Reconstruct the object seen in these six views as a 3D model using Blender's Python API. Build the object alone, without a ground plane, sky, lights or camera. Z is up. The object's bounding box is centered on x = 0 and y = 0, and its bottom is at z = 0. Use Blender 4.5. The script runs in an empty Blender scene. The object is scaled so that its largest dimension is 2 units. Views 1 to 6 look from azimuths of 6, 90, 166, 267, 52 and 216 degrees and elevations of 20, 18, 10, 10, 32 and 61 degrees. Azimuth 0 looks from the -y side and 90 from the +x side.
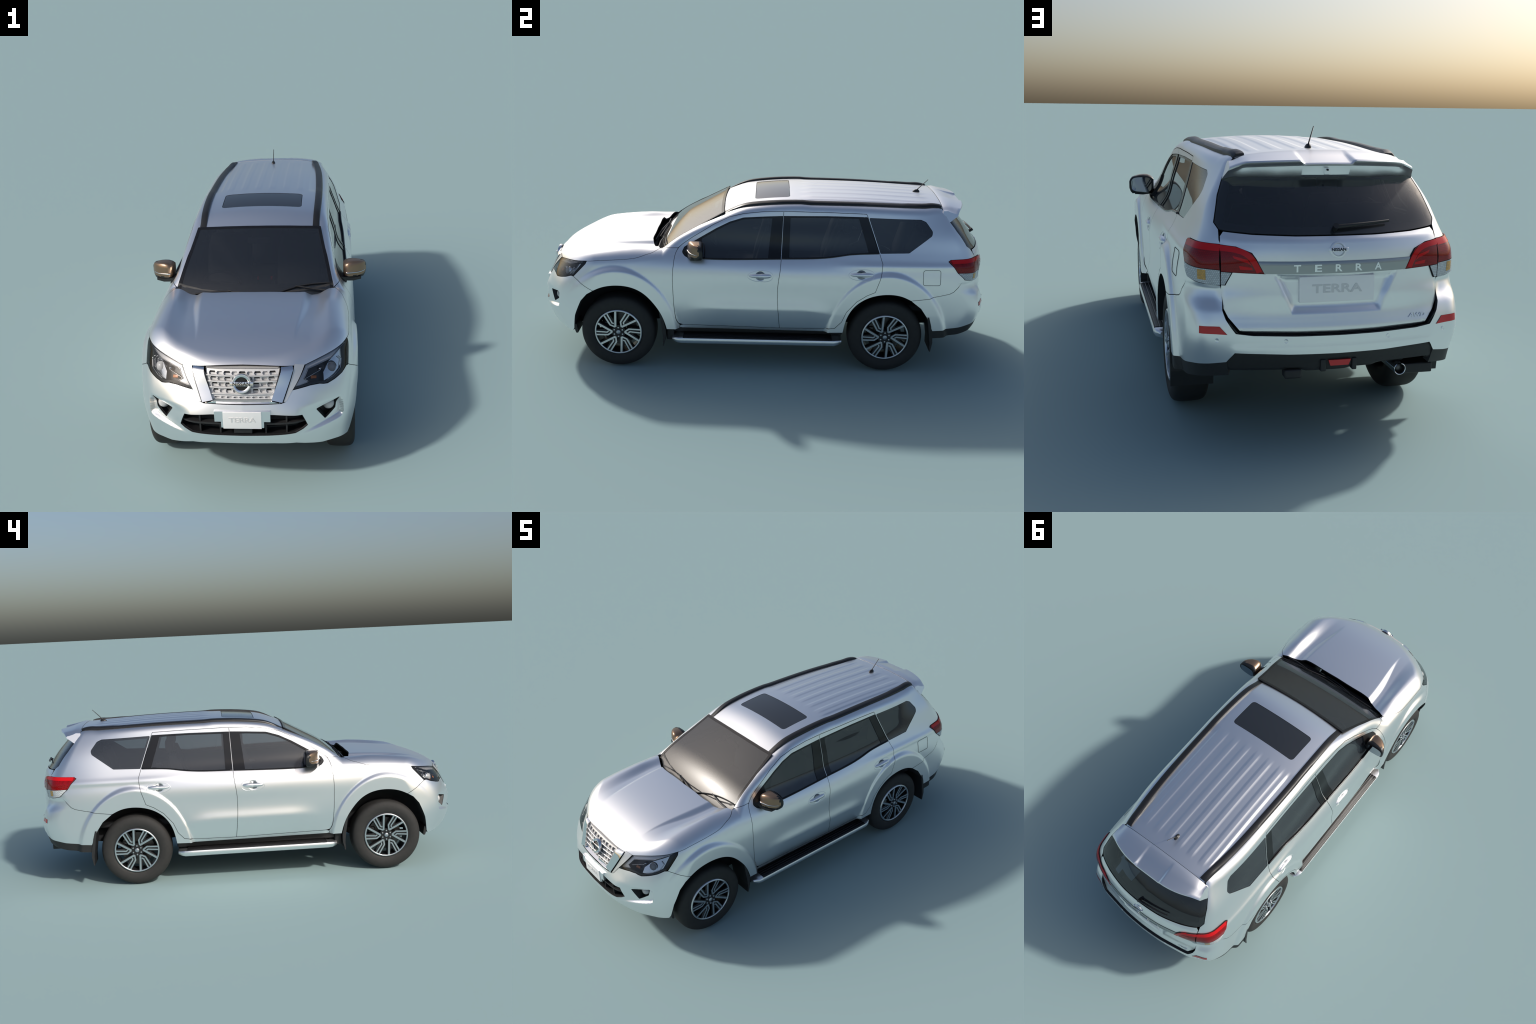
import bpy, bmesh, math
import numpy as np
from mathutils import Vector, Matrix
from mathutils.geometry import delaunay_2d_cdt

# ----------------------------------------------------------------------------
# maths helpers
# ----------------------------------------------------------------------------
def smoothstep(a, b, t):
    s = np.clip((t - a) / (b - a), 0, 1)
    return s * s * (3 - 2 * s)

def smax(a, b, k):
    h = np.clip(k - np.abs(a - b), 0, None) / k
    return np.maximum(a, b) + h * h * k * 0.25

def smin(a, b, k):
    return -smax(-a, -b, k)

class Spline:
    """natural cubic spline held as cardinal basis functions on a fine lookup"""
    def __init__(self, knots, n=3000):
        k = np.array(knots, float); m = len(k)
        self.lo, self.hi, self.n = k[0], k[-1], n
        h = np.diff(k)
        A = np.zeros((m, m)); R = np.zeros((m, m))
        A[0, 0] = A[-1, -1] = 1
        for i in range(1, m - 1):
            A[i, i-1], A[i, i], A[i, i+1] = h[i-1], 2*(h[i-1]+h[i]), h[i]
            R[i, i-1] += 6/h[i-1]; R[i, i] -= 6/h[i-1] + 6/h[i]; R[i, i+1] += 6/h[i]
        M = np.linalg.solve(A, R)
        t = np.linspace(k[0], k[-1], n + 1)
        j = np.clip(np.searchsorted(k, t, side='right') - 1, 0, m - 2)
        a = (k[j+1] - t) / h[j]; b = (t - k[j]) / h[j]
        I = np.eye(m)
        self.B = (a[:, None]*I[j] + b[:, None]*I[j+1] +
                  (((a**3 - a)*h[j]**2/6)[:, None])*M[j] + (((b**3 - b)*h[j]**2/6)[:, None])*M[j+1])
    def __call__(self, t):
        s = np.clip((np.asarray(t, float) - self.lo) / (self.hi - self.lo), 0, 1) * self.n
        i = np.minimum(s.astype(int), self.n - 1); f = (s - i)[..., None]
        return self.B[i]*(1-f) + self.B[i+1]*f

class Curve1:
    def __init__(self, pairs):
        p = np.array(pairs, float); self.s = Spline(p[:, 0]); self.v = p[:, 1]
    def __call__(self, t):
        return self.s(t) @ self.v

class Surf2:
    """cross-sections lofted with splines both ways"""
    def __init__(self, us, vs, rows):
        self.a, self.b = Spline(us), Spline(vs); self.T = np.array(rows, float)
    def __call__(self, u, v):
        return np.einsum('...i,...i->...', self.b(v) @ self.T, self.a(u))

# ----------------------------------------------------------------------------
# body shape: half width, top, nose and tail
# ----------------------------------------------------------------------------
WHEEL_F, WHEEL_R, WHEEL_Z, TYRE_R = -0.628, 0.537, 0.163, 0.163

HALF_WIDTH = Surf2([-.95, -.8, -.63, -.44, -.2, .1, .4, .62, .8, .95],
                   [.14, .20, .29, .38, .45, .50, .54, .60, .66, .70, .76], [
    [.312, .338, .345, .342, .344, .348, .351, .352, .349, .322],
    [.334, .352, .356, .354, .357, .361, .361, .361, .359, .340],
    [.350, .361, .365, .366, .371, .374, .371, .366, .362, .348],
    [.350, .360, .366, .369, .373, .375, .371, .367, .361, .342],
    [.342, .354, .362, .365, .370, .371, .366, .362, .354, .330],
    [.318, .337, .347, .346, .349, .348, .347, .346, .339, .312],
    [.285, .308, .325, .319, .320, .321, .326, .327, .321, .293],
    [.250, .275, .292, .294, .299, .303, .305, .303, .296, .268],
    [.220, .240, .260, .272, .282, .284, .285, .280, .259, .233],
    [.200, .220, .240, .257, .268, .274, .273, .264, .231, .203],
    [.170, .190, .210, .230, .242, .252, .249, .234, .194, .165]])

NOSE = Surf2([0, .1, .16, .2, .25, .3, .34, .38],
             [.14, .20, .26, .32, .36, .40, .45, .48, .54], [
    [-.955, -.950, -.941, -.928, -.902, -.866, -.820, -.720],
    [-.984, -.979, -.970, -.956, -.930, -.892, -.848, -.755],
    [-.998, -.995, -.987, -.972, -.946, -.914, -.868, -.778],
    [-.990, -.986, -.979, -.968, -.942, -.909, -.864, -.770],
    [-.975, -.970, -.960, -.950, -.930, -.897, -.852, -.762],
    [-.957, -.951, -.941, -.930, -.910, -.876, -.830, -.745],
    [-.938, -.931, -.915, -.897, -.872, -.838, -.790, -.705],
    [-.915, -.907, -.892, -.875, -.849, -.812, -.764, -.675],
    [-.850, -.840, -.820, -.800, -.770, -.730, -.680, -.600]])

TAIL = Surf2([0, .1, .2, .26, .3, .34, .38],
             [.16, .22, .28, .33, .37, .42, .47, .51, .55, .60, .66, .70, .76], [
    [.965, .960, .945, .930, .910, .875, .780],
    [.988, .983, .968, .953, .933, .896, .800],
    [1.00, .995, .981, .968, .952, .924, .830],
    [1.00, .995, .980, .967, .951, .924, .832],
    [.990, .985, .969, .954, .937, .905, .820],
    [.985, .979, .959, .939, .918, .882, .795],
    [.983, .977, .957, .939, .918, .882, .790],
    [.976, .970, .949, .927, .901, .858, .775],
    [.954, .947, .924, .901, .871, .810, .730],
    [.919, .911, .886, .861, .824, .755, .670],
    [.864, .857, .831, .801, .761, .700, .610],
    [.826, .819, .792, .759, .714, .650, .570],
    [.770, .764, .738, .703, .658, .590, .510]])

HOOD_LINE = Curve1([(-1.0, .40), (-.93, .461), (-.90, .475), (-.85, .492), (-.8, .506), (-.7, .523), (-.6, .532), (-.5, .537), (-.4, .537)])
ROOF_LINE = Curve1([(-.3, .660), (-.18, .694), (-.1, .721), (-.04, .732), (.1, .744), (.25, .746), (.45, .743), (.687, .733), (.8, .728), (.95, .713)])

def flare(y, z, yc):
    e = np.sqrt(((y - yc) / .262)**2 + ((z - .14) / .315)**2)
    return .3780 - np.log1p(np.exp((e - .975)/.007))*.007*.32 - .05*np.clip(.27 - z, 0, None)**1.0*.6

def half_width(y, z):
    w = HALF_WIDTH(y, z)
    # swage low on the doors, fading out at both ends
    m = smoothstep(-.36, -.16, y)*smoothstep(.36, .2, y)
    zr = .287 - .30*np.clip(np.abs(y + .03) - .18, 0, None)**2*3
    w = w + m*np.where(z < zr, .0075 - .09*(zr - z), .0075*np.exp(-((z - zr)/.033)**2))
    # sharper shoulder over the rear door and quarter
    m2 = smoothstep(.25, .5, y)
    w = w + m2*.005*np.exp(-((z - .487)/.014)**2)
    # finger dishes behind the door handles
    for yc, zc in ((-.012, .4395), (.419, .451)):
        w = w - .011*smoothstep(.0225, .010, np.hypot(y - yc, (z - zc)*1.1))
    w = smax(w, flare(y, z, WHEEL_F), .004)
    return smax(w, flare(y, z, WHEEL_R), .004)

def hood_z(x, y):
    a = np.abs(x)
    z = HOOD_LINE(y) - .06*np.minimum(a, .25)**2
    t = smoothstep(-.84, -.56, y)
    xr = .166 + .022*smoothstep(-.82, -.5, y)
    step = smoothstep(xr - .002, xr + .006 + .024*t, a)
    # strake falls away outside the flat centre, then the wing side swells up again
    z = z - .0145*t*step
    z = z + (.0155*t*(1 - .35*smoothstep(-.58, -.48, y)) + .005*smoothstep(-.95, -.8, y))*smoothstep(xr + .045, .285, a)
    return z - 1.6*np.clip(a - .27, 0, None)**2

def screen_z(x, y):
    d = -.18 - y      # steeper towards the base
    return .694 - .528*d - 1.9*np.clip(d - .17, 0, None)**2 - .18*x**2

def roof_z(x, y):
    a = np.abs(x)
    z = ROOF_LINE(y) - .28*a**2
    # pressed ribs behind the sunroof
    fade = smoothstep(.15, .21, y)*smoothstep(.735, .69, y)
    for xc in (.030, .092, .154):
        z = z + fade*.0018*smoothstep(.0185, .0075, np.abs(a - xc))
    z = z - fade*.0035*smoothstep(.188, .200, a)
    return z

def top_z(x, y):
    return np.maximum(hood_z(x, y) - 2*np.clip(y + .40, 0, None), smin(screen_z(x, y), roof_z(x, y), .03))

def nose_y(x, z):
    a = np.abs(x); y = NOSE(a, z)
    # pocket above a ledge that runs from under the fog lamp down to the chin
    zl = np.interp(a, [.165, .318], [.231, .266])
    pocket = np.clip((a - .172)/.146, 0, 1)*smoothstep(.3255, .3125, a)*smoothstep(-.006, .008, z - zl)*smoothstep(.338, .306, z)
    return y + .024*pocket

def tail_y(x, z):
    a = np.abs(x); y = TAIL(a, z)
    # crease under the rear glass, and the waist between lamp and bumper corner
    y = y + .0045*np.exp(-np.abs(z - .527)/.014)*smoothstep(.29, .25, a)
    return y - .011*smoothstep(.266, .288, a)*smoothstep(.357, .391, z)*smoothstep(.423, .409, z)

def body(P):
    x, y, z = P[..., 0], P[..., 1], P[..., 2]
    a = np.abs(x)
    zt = np.clip(z, .14, .76)
    f1 = a - half_width(y, zt)
    f2 = z - top_z(x, y)
    kt = .024*smoothstep(-.42, -.60, y) + .028 - .004*smoothstep(-.2, .0, y)
    f = smax(f1, f2, kt)
    f = smax(f, nose_y(np.clip(a, 0, .38), zt) - y, .025)
    return smax(f, y - tail_y(np.clip(a, 0, .38), zt), .02)

RECESS = np.array([[-.158, .452], [.158, .452], [.113, .352], [-.113, .352]])
def poly_sd(px, py, poly):
    """signed distance to a polygon, negative inside"""
    d = np.full(px.shape, 1e9); inside = np.zeros(px.shape, bool)
    n = len(poly)
    for i in range(n):
        a, b = poly[i], poly[(i+1) % n]
        e = b - a; wx, wy = px - a[0], py - a[1]
        t = np.clip((wx*e[0] + wy*e[1])/(e @ e), 0, 1)
        d = np.minimum(d, np.hypot(wx - e[0]*t, wy - e[1]*t))
        c = (a[1] <= py) != (b[1] <= py)
        with np.errstate(divide='ignore', invalid='ignore'):
            xi = a[0] + (py - a[1])*(b[0]-a[0])/(b[1]-a[1] if b[1] != a[1] else 1)
        inside ^= c & (px < xi)
    return np.where(inside, -d, d)

def gate(P):
    """tail gate skin: the tail set in above the bumper, with the plate recess"""
    x, y, z = P[..., 0], P[..., 1], P[..., 2]
    yy = tail_y(np.clip(np.abs(x), 0, .38), np.clip(z, .16, .76))
    yy = yy - .011*smoothstep(.40, .345, z) + .002*smoothstep(.335, .316, z) - .006*smoothstep(.316, .306, z)
    yy = yy - .013*smoothstep(.0, -.02, poly_sd(x, z, RECESS))
    return y - yy

# ----------------------------------------------------------------------------
# projections: a flat drawing plane (metres) <-> rays that hit the skin
# ----------------------------------------------------------------------------
class Side:
    tmax = .5
    def uv(self, P): return np.stack([P[..., 1], P[..., 2]], -1)
    def ray(self, q):
        o = np.zeros(q.shape[:-1] + (3,)); o[..., 1:] = q; d = np.zeros_like(o); d[..., 0] = 1; return o, d

class Top:
    tmax = .6
    def uv(self, P): return np.stack([P[..., 0], P[..., 1]], -1)
    def ray(self, q):
        o = np.zeros(q.shape[:-1] + (3,)); o[..., :2] = q; o[..., 2] = .3; d = np.zeros_like(o); d[..., 2] = 1; return o, d

class Rear:
    tmax = .6
    def uv(self, P): return np.stack([P[..., 0], P[..., 2]], -1)
    def ray(self, q):
        o = np.zeros(q.shape[:-1] + (3,)); o[..., 0] = q[..., 0]; o[..., 1] = .55; o[..., 2] = q[..., 1]
        d = np.zeros_like(o); d[..., 1] = 1; return o, d

class Cyl:
    """rays fanning out level from a vertical axis; sgn -1 to the nose, +1 to the tail"""
    tmax = .8; R = .40
    def __init__(self, yc, sgn): self.yc, self.s = yc, sgn
    def uv(self, P):
        return np.stack([np.arctan2(P[..., 0], self.s*(P[..., 1] - self.yc))*self.R, P[..., 2]], -1)
    def ray(self, q):
        a = q[..., 0]/self.R; o = np.zeros(q.shape[:-1] + (3,)); o[..., 1] = self.yc; o[..., 2] = q[..., 1]
        return o, np.stack([np.sin(a), self.s*np.cos(a), np.zeros_like(a)], -1)

class Point:
    """central projection from a point inside"""
    tmax = 1.0; R = .33
    def __init__(self, c): self.c = np.array(c)
    def uv(self, P):
        d = P - self.c; return np.stack([d[..., 0]/d[..., 2], d[..., 1]/d[..., 2]], -1)*self.R
    def ray(self, q):
        d = np.concatenate([q/self.R, np.ones(q.shape[:-1] + (1,))], -1)
        d /= np.linalg.norm(d, axis=-1, keepdims=True)
        return np.broadcast_to(self.c, d.shape).copy(), d

class Roll:
    """rays fanning out across the car from an axis running along it"""
    tmax = .6; R = .35; zc = .40
    def uv(self, P): return np.stack([P[..., 1], np.arctan2(P[..., 2] - self.zc, P[..., 0])*self.R], -1)
    def ray(self, q):
        a = q[..., 1]/self.R; o = np.zeros(q.shape[:-1] + (3,)); o[..., 1] = q[..., 0]; o[..., 2] = self.zc
        return o, np.stack([np.cos(a), np.zeros_like(a), np.sin(a)], -1)

SIDE, TOP, REAR, ROLL = Side(), Top(), Rear(), Roll()
FRONT, BACK = Cyl(-.55, -1), Cyl(.55, 1)
HOODP = Point((0, -.60, .22))

def solve(F, o, d, tmax):
    lo = np.zeros(o.shape[:-1]); hi = np.full_like(lo, tmax)
    for _ in range(34):
        m = (lo + hi)/2; neg = F(o + d*m[..., None]) < 0
        lo = np.where(neg, m, lo); hi = np.where(neg, hi, m)
    return o + d*((lo + hi)/2)[..., None]

def normals(F, P, e=.0028):
    g = np.stack([F(P + np.eye(3)[i]*e) - F(P - np.eye(3)[i]*e) for i in range(3)], -1)
    return g/np.maximum(np.linalg.norm(g, axis=-1, keepdims=True), 1e-9)

def skin(F, proj, q):
    o, d = proj.ray(np.asarray(q, float)); return solve(F, o, d, proj.tmax)

def on(F, proj, pts):
    """3D guide points -> snapped onto the skin along a projection"""
    return skin(F, proj, proj.uv(np.array(pts, float)))

def resample(pts, step, closed=False):
    p = np.array(pts, float)
    if closed: p = np.vstack([p, p[:1]])
    out = []
    for a, b in zip(p[:-1], p[1:]):
        n = max(1, int(np.ceil(np.linalg.norm(b - a)/step)))
        out.append(a + (b - a)*np.linspace(0, 1, n, endpoint=False)[:, None])
    out = np.vstack(out)
    return out if closed else np.vstack([out, p[-1:]])

def curve_through(pts, n=40):
    """smooth open curve through a few points"""
    p = np.array(pts, float); s = np.r_[0, np.cumsum(np.linalg.norm(np.diff(p, axis=0), axis=1))]
    B = Spline(s, 400)(np.linspace(0, s[-1], n)); return B @ p

def fillet(poly, r, n=5):
    """round polygon corners; r scalar or one radius per corner"""
    p = np.array(poly, float); m = len(p); r = np.broadcast_to(r, (m,)); out = []
    for i in range(m):
        a, b, c = p[i-1], p[i], p[(i+1) % m]
        if r[i] <= 0: out.append(b[None]); continue
        u, v = a - b, c - b; lu, lv = np.linalg.norm(u), np.linalg.norm(v)
        if lu < 1e-9 or lv < 1e-9: continue
        u, v = u/lu, v/lv; cs = np.clip(u @ v, -1, 1)
        if cs < -.995: out.append(b[None]); continue
        t = min(r[i]/max(math.tan(math.acos(cs)/2), 1e-3), .45*lu, .45*lv)
        s = np.linspace(0, 1, n)[:, None]
        out.append((1-s)**2*(b + u*t) + 2*s*(1-s)*b + s**2*(b + v*t))
    return np.vstack(out)

def area(p):
    return .5*np.sum(p[:, 0]*np.roll(p[:, 1], -1) - np.roll(p[:, 0], -1)*p[:, 1])

def inset(p, d):
    """move a closed loop inwards by d"""
    if abs(d) < 1e-9: return p
    if area(p) < 0: return inset(p[::-1], d)[::-1]
    keep = np.linalg.norm(p - np.roll(p, 1, 0), axis=1) > 1e-6; p = p[keep]
    e = np.roll(p, -1, 0) - p; e /= np.linalg.norm(e, axis=1, keepdims=True)
    n = np.stack([-e[:, 1], e[:, 0]], -1); q = np.roll(n, 1, 0)
    s = n + q; s /= np.maximum(np.sum(s*n, axis=1, keepdims=True), .35)
    return p + s*d

def inside(pts, loops):
    r = np.zeros(len(pts), bool)
    for L in loops:
        for a, b in zip(L, np.roll(L, -1, 0)):
            c = (a[1] <= pts[:, 1]) != (b[1] <= pts[:, 1])
            if c.any():
                x = a[0] + (pts[:, 1] - a[1])*(b[0] - a[0])/((b[1] - a[1]) or 1)
                r ^= c & (pts[:, 0] < x)
    return r

def fill(loops, res, stagger=True):
    """triangulate the inside of loops (even-odd) with an even lattice of points"""
    V, E = [], []
    for L in loops:
        n0 = len(V); V += [tuple(p) for p in L]; m = len(L)
        E += [(n0 + i, n0 + (i+1) % m) for i in range(m)]
    B = np.array(V); lo, hi = B.min(0), B.max(0)
    xs = np.arange(lo[0] + res/2, hi[0], res); ys = np.arange(lo[1] + res/2, hi[1], res*.87)
    gx, gy = np.meshgrid(xs, ys); gx[1::2] += res/2 if stagger else 0
    G = np.stack([gx.ravel(), gy.ravel()], -1)
    G = G[inside(G, loops)]
    if len(G):
        ok = np.ones(len(G), bool)
        for i in range(0, len(G), 4000):
            g = G[i:i+4000]
            d2 = ((g[:, None, :] - B[None])**2).sum(-1).min(1)
            ok[i:i+4000] = d2 > (.55*res)**2
        G = G[ok]
    pts = [Vector(p) for p in V] + [Vector(p) for p in G]
    v, _, f, _, _, _ = delaunay_2d_cdt(pts, E, [], 0, 1e-7)
    v = np.array([tuple(p) for p in v]); f = np.array([t for t in f if len(t) == 3])
    c = v[f].mean(1); f = f[inside(c, loops)]
    a = v[f[:, 1]] - v[f[:, 0]]; b = v[f[:, 2]] - v[f[:, 0]]
    fl = (a[:, 0]*b[:, 1] - a[:, 1]*b[:, 0]) < 0
    f[fl] = f[fl][:, ::-1]
    return v, f

# ----------------------------------------------------------------------------
# objects
# ----------------------------------------------------------------------------
ROOT = None
def link(obj, parent=None):
    bpy.context.scene.collection.objects.link(obj)
    if parent is not None: obj.parent = parent
    return obj

def mesh_obj(name, V, faces, mats, mi=None, parent=None, smooth=True, nrm=None, sharp=None):
    me = bpy.data.meshes.new(name)
    me.from_pydata([tuple(p) for p in V], [], [tuple(int(i) for i in f) for f in faces])
    for m in (mats if isinstance(mats, (list, tuple)) else [mats]): me.materials.append(m)
    if mi is not None: me.polygons.foreach_set('material_index', np.array(mi, dtype=np.int32))
    me.polygons.foreach_set('use_smooth', np.full(len(me.polygons), bool(smooth)))
    me.update()
    if nrm is not None: me.normals_split_custom_set_from_vertices([tuple(n) for n in nrm])
    elif smooth and sharp: me.set_sharp_from_angle(angle=math.radians(sharp))
    return link(bpy.data.objects.new(name, me), parent if parent is not None else ROOT)

def panel(name, loops, F, proj, mats, res=.010, gap=.0011, offset=0., thick=.008, parent=None, both=False, bend=None, stagger=True):
    """skin panel: closed drawing-plane loops filled, thrown on the skin, given depth.
    mats = [outer, inner and rim].  both=True builds the mirrored twin as well."""
    L = [resample(l, res*.7, True) for l in loops]
    L = [inset(l if area(l) > 0 else l[::-1], gap if i == 0 else -gap) for i, l in enumerate(L)]
    q, f = fill(L, res, stagger)
    P = skin(F, proj, q); N = normals(F, P)
    if bend is not None:
        P = P + N*bend(P)[:, None]; M = np.zeros_like(P)
        c = np.cross(P[f[:, 1]] - P[f[:, 0]], P[f[:, 2]] - P[f[:, 0]])
        if np.sum(c*N[f[:, 0]]) < 0: c = -c
        for k in range(3): np.add.at(M, f[:, k], c)
        N = M/np.maximum(np.linalg.norm(M, axis=1, keepdims=True), 1e-12)
    if offset: P = P + N*offset
    # winding so that faces look outwards
    fn = np.cross(P[f[:, 1]] - P[f[:, 0]], P[f[:, 2]] - P[f[:, 0]])
    if np.sum(fn*N[f[:, 0]]) < 0: f = f[:, ::-1]
    n = len(P); faces = [tuple(t) for t in f]; mi = [0]*len(f); V = P; NN = N
    if thick:
        e = np.sort(np.vstack([f[:, [0, 1]], f[:, [1, 2]], f[:, [2, 0]]]), axis=1)
        d = np.vstack([f[:, [0, 1]], f[:, [1, 2]], f[:, [2, 0]]])
        u, idx, cnt = np.unique(e, axis=0, return_index=True, return_counts=True)
        be = d[idx[cnt == 1]]
        Q = P - N*thick
        V = np.vstack([P, Q]); NN = np.vstack([N, -N])
        faces += [tuple(t[::-1] + n) for t in f]; mi += [1]*len(f)
        # rim, on its own vertices
        bv = np.unique(be); mp = {int(b): 2*n + i for i, b in enumerate(bv)}; m = len(bv)
        tn = np.zeros((m, 3)); pos = {int(b): i for i, b in enumerate(bv)}
        for a, b in be:
            w = np.cross(P[b] - P[a], N[a]); tn[pos[int(a)]] += w; tn[pos[int(b)]] += w
        tn /= np.maximum(np.linalg.norm(tn, axis=1, keepdims=True), 1e-12)
        V = np.vstack([V, P[bv], Q[bv]]); NN = np.vstack([NN, tn, tn])
        for a, b in be:
            a, b = mp[int(a)], mp[int(b)]; faces.append((b, a, a + m, b + m)); mi.append(1)
    objs = [mesh_obj(name, V, faces, mats, mi, parent, True, NN)]
    if both:
        S = np.array([-1, 1, 1])
        objs.append(mesh_obj(name, V*S, [t[::-1] for t in faces], mats, mi, parent, True, NN*S))
    return objs

def mirror(V, faces): return np.array(V)*np.array([-1, 1, 1]), [tuple(t)[::-1] for t in faces]

def both_sides(name, V, faces, mats, mi=None, parent=None, **k):
    a = mesh_obj(name, V, faces, mats, mi, parent, **k); W, g = mirror(V, faces)
    return a, mesh_obj(name, W, g, mats, mi, parent, **k)

def loft(sections, close=True, cap=True):
    S = np.array(sections, float); n, m = S.shape[:2]; F = []
    for i in range(n - 1):
        for j in range(m if close else m - 1):
            a, b = i*m + j, i*m + (j+1) % m
            F.append((a, b, b + m, a + m))
    if cap and close:
        F.append(tuple(range(m))[::-1]); F.append(tuple((n-1)*m + j for j in range(m)))
    return S.reshape(-1, 3), F

def box(lo, hi, bev=0.):
    lo, hi = np.array(lo, float), np.array(hi, float)
    bm = bmesh.new(); bmesh.ops.create_cube(bm, size=1)
    for v in bm.verts: v.co = Vector(tuple((lo + hi)/2 + np.array(v.co)*(hi - lo)))
    if bev: bmesh.ops.bevel(bm, geom=bm.edges[:], offset=bev, segments=3, profile=.6, affect='EDGES')
    bm.verts.index_update()
    r = np.array([tuple(v.co) for v in bm.verts]), [tuple(v.index for v in f.verts) for f in bm.faces]
    bm.free(); return r

def join(*parts):
    V, F, n = [], [], 0
    for v, f in parts:
        V.append(np.array(v, float)); F += [tuple(i + n for i in t) for t in f]; n += len(v)
    return np.vstack(V), F

def revolve(profile, n=64, axis='x', closed=False):
    """profile (along axis, radius) pairs turned about an axis"""
    p = np.array(profile, float); t = np.linspace(0, 2*np.pi, n, endpoint=False); m = len(p)
    A = np.repeat(p[None, :, 0], n, 0); R = np.repeat(p[None, :, 1], n, 0)
    c, s = R*np.cos(t)[:, None], R*np.sin(t)[:, None]
    V = {'x': np.stack([A, c, s], -1), 'y': np.stack([s, A, c], -1), 'z': np.stack([c, s, A], -1)}[axis].reshape(-1, 3)
    F = []
    for i in range(n):
        for j in range(m if closed else m - 1):
            a, b = i*m + j, i*m + (j+1) % m; k = ((i+1) % n)*m - i*m
            F.append((a, a + k, b + k, b))
    return V, F

def tube(path, r, n=10, cap=True):
    p = np.array(path, float); T = np.gradient(p, axis=0); T /= np.linalg.norm(T, axis=1, keepdims=True)
    up = np.array([0, 0, 1.]) if abs(T[0][2]) < .9 else np.array([0, 1., 0]); S = []
    r = np.broadcast_to(r, (len(p),))
    for q, t, rr in zip(p, T, r):
        a = np.cross(t, up); a /= np.linalg.norm(a); b = np.cross(a, t)
        w = np.linspace(0, 2*np.pi, n, endpoint=False)[:, None]
        S.append(q + rr*(a*np.cos(w) + b*np.sin(w)))
    return loft(S, True, cap)

def lettering(text, size, width, depth=.0012, bold=0.):
    """built-in font text as a solid, centred, lying in x (right) and z (up), front at -y"""
    cu = bpy.data.curves.new('lettering', 'FONT'); cu.body = text; cu.size = size
    cu.align_x = 'CENTER'; cu.align_y = 'CENTER'; cu.extrude = depth/2; cu.offset = bold
    ob = bpy.data.objects.new('lettering', cu); bpy.context.scene.collection.objects.link(ob)
    dg = bpy.context.evaluated_depsgraph_get(); me = ob.evaluated_get(dg).to_mesh()
    V = np.array([tuple(v.co) for v in me.vertices]); F = [tuple(p.vertices) for p in me.polygons]
    ob.evaluated_get(dg).to_mesh_clear(); bpy.data.objects.remove(ob); bpy.data.curves.remove(cu)
    V[:, 0] *= width/(V[:, 0].max() - V[:, 0].min())
    V[:, 0] -= (V[:, 0].max() + V[:, 0].min())/2; V[:, 1] -= (V[:, 1].max() + V[:, 1].min())/2
    return np.stack([V[:, 0], -V[:, 2], V[:, 1]], -1), F

# ----------------------------------------------------------------------------
# materials
# ----------------------------------------------------------------------------
def material(name, color, metallic=0., rough=.5, coat=0., grain=0., grain_scale=40., vary=.0, ior=1.5, bump=0., spec=.5):
    m = bpy.data.materials.new(name); m.use_nodes = True; nt = m.node_tree; b = nt.nodes['Principled BSDF']
    b.inputs['Base Color'].default_value = (*color, 1); b.inputs['Metallic'].default_value = metallic
    b.inputs['Roughness'].default_value = rough; b.inputs['Coat Weight'].default_value = coat
    b.inputs['Coat Roughness'].default_value = .05; b.inputs['IOR'].default_value = ior
    b.inputs['Specular IOR Level'].default_value = spec
    if vary or grain or bump:
        tc = nt.nodes.new('ShaderNodeTexCoord'); nz = nt.nodes.new('ShaderNodeTexNoise')
        nz.inputs['Scale'].default_value = grain_scale; nz.inputs['Detail'].default_value = 3
        nt.links.new(tc.outputs['Object'], nz.inputs['Vector'])
        if vary:
            cr = nt.nodes.new('ShaderNodeValToRGB')
            cr.color_ramp.elements[0].position = .3; cr.color_ramp.elements[1].position = .7
            cr.color_ramp.elements[0].color = (*[c*(1 - vary) for c in color], 1)
            cr.color_ramp.elements[1].color = (*[min(1, c*(1 + vary)) for c in color], 1)
            nt.links.new(nz.outputs['Fac'], cr.inputs['Fac']); nt.links.new(cr.outputs['Color'], b.inputs['Base Color'])
        if grain:
            mr = nt.nodes.new('ShaderNodeMapRange')
            mr.inputs['To Min'].default_value = max(0, rough - grain); mr.inputs['To Max'].default_value = rough + grain
            nt.links.new(nz.outputs['Fac'], mr.inputs['Value']); nt.links.new(mr.outputs['Result'], b.inputs['Roughness'])
        if bump:
            bp = nt.nodes.new('ShaderNodeBump'); bp.inputs['Strength'].default_value = bump; bp.inputs['Distance'].default_value = .001
            nt.links.new(nz.outputs['Fac'], bp.inputs['Height']); nt.links.new(bp.outputs['Normal'], b.inputs['Normal'])
    return m

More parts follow.
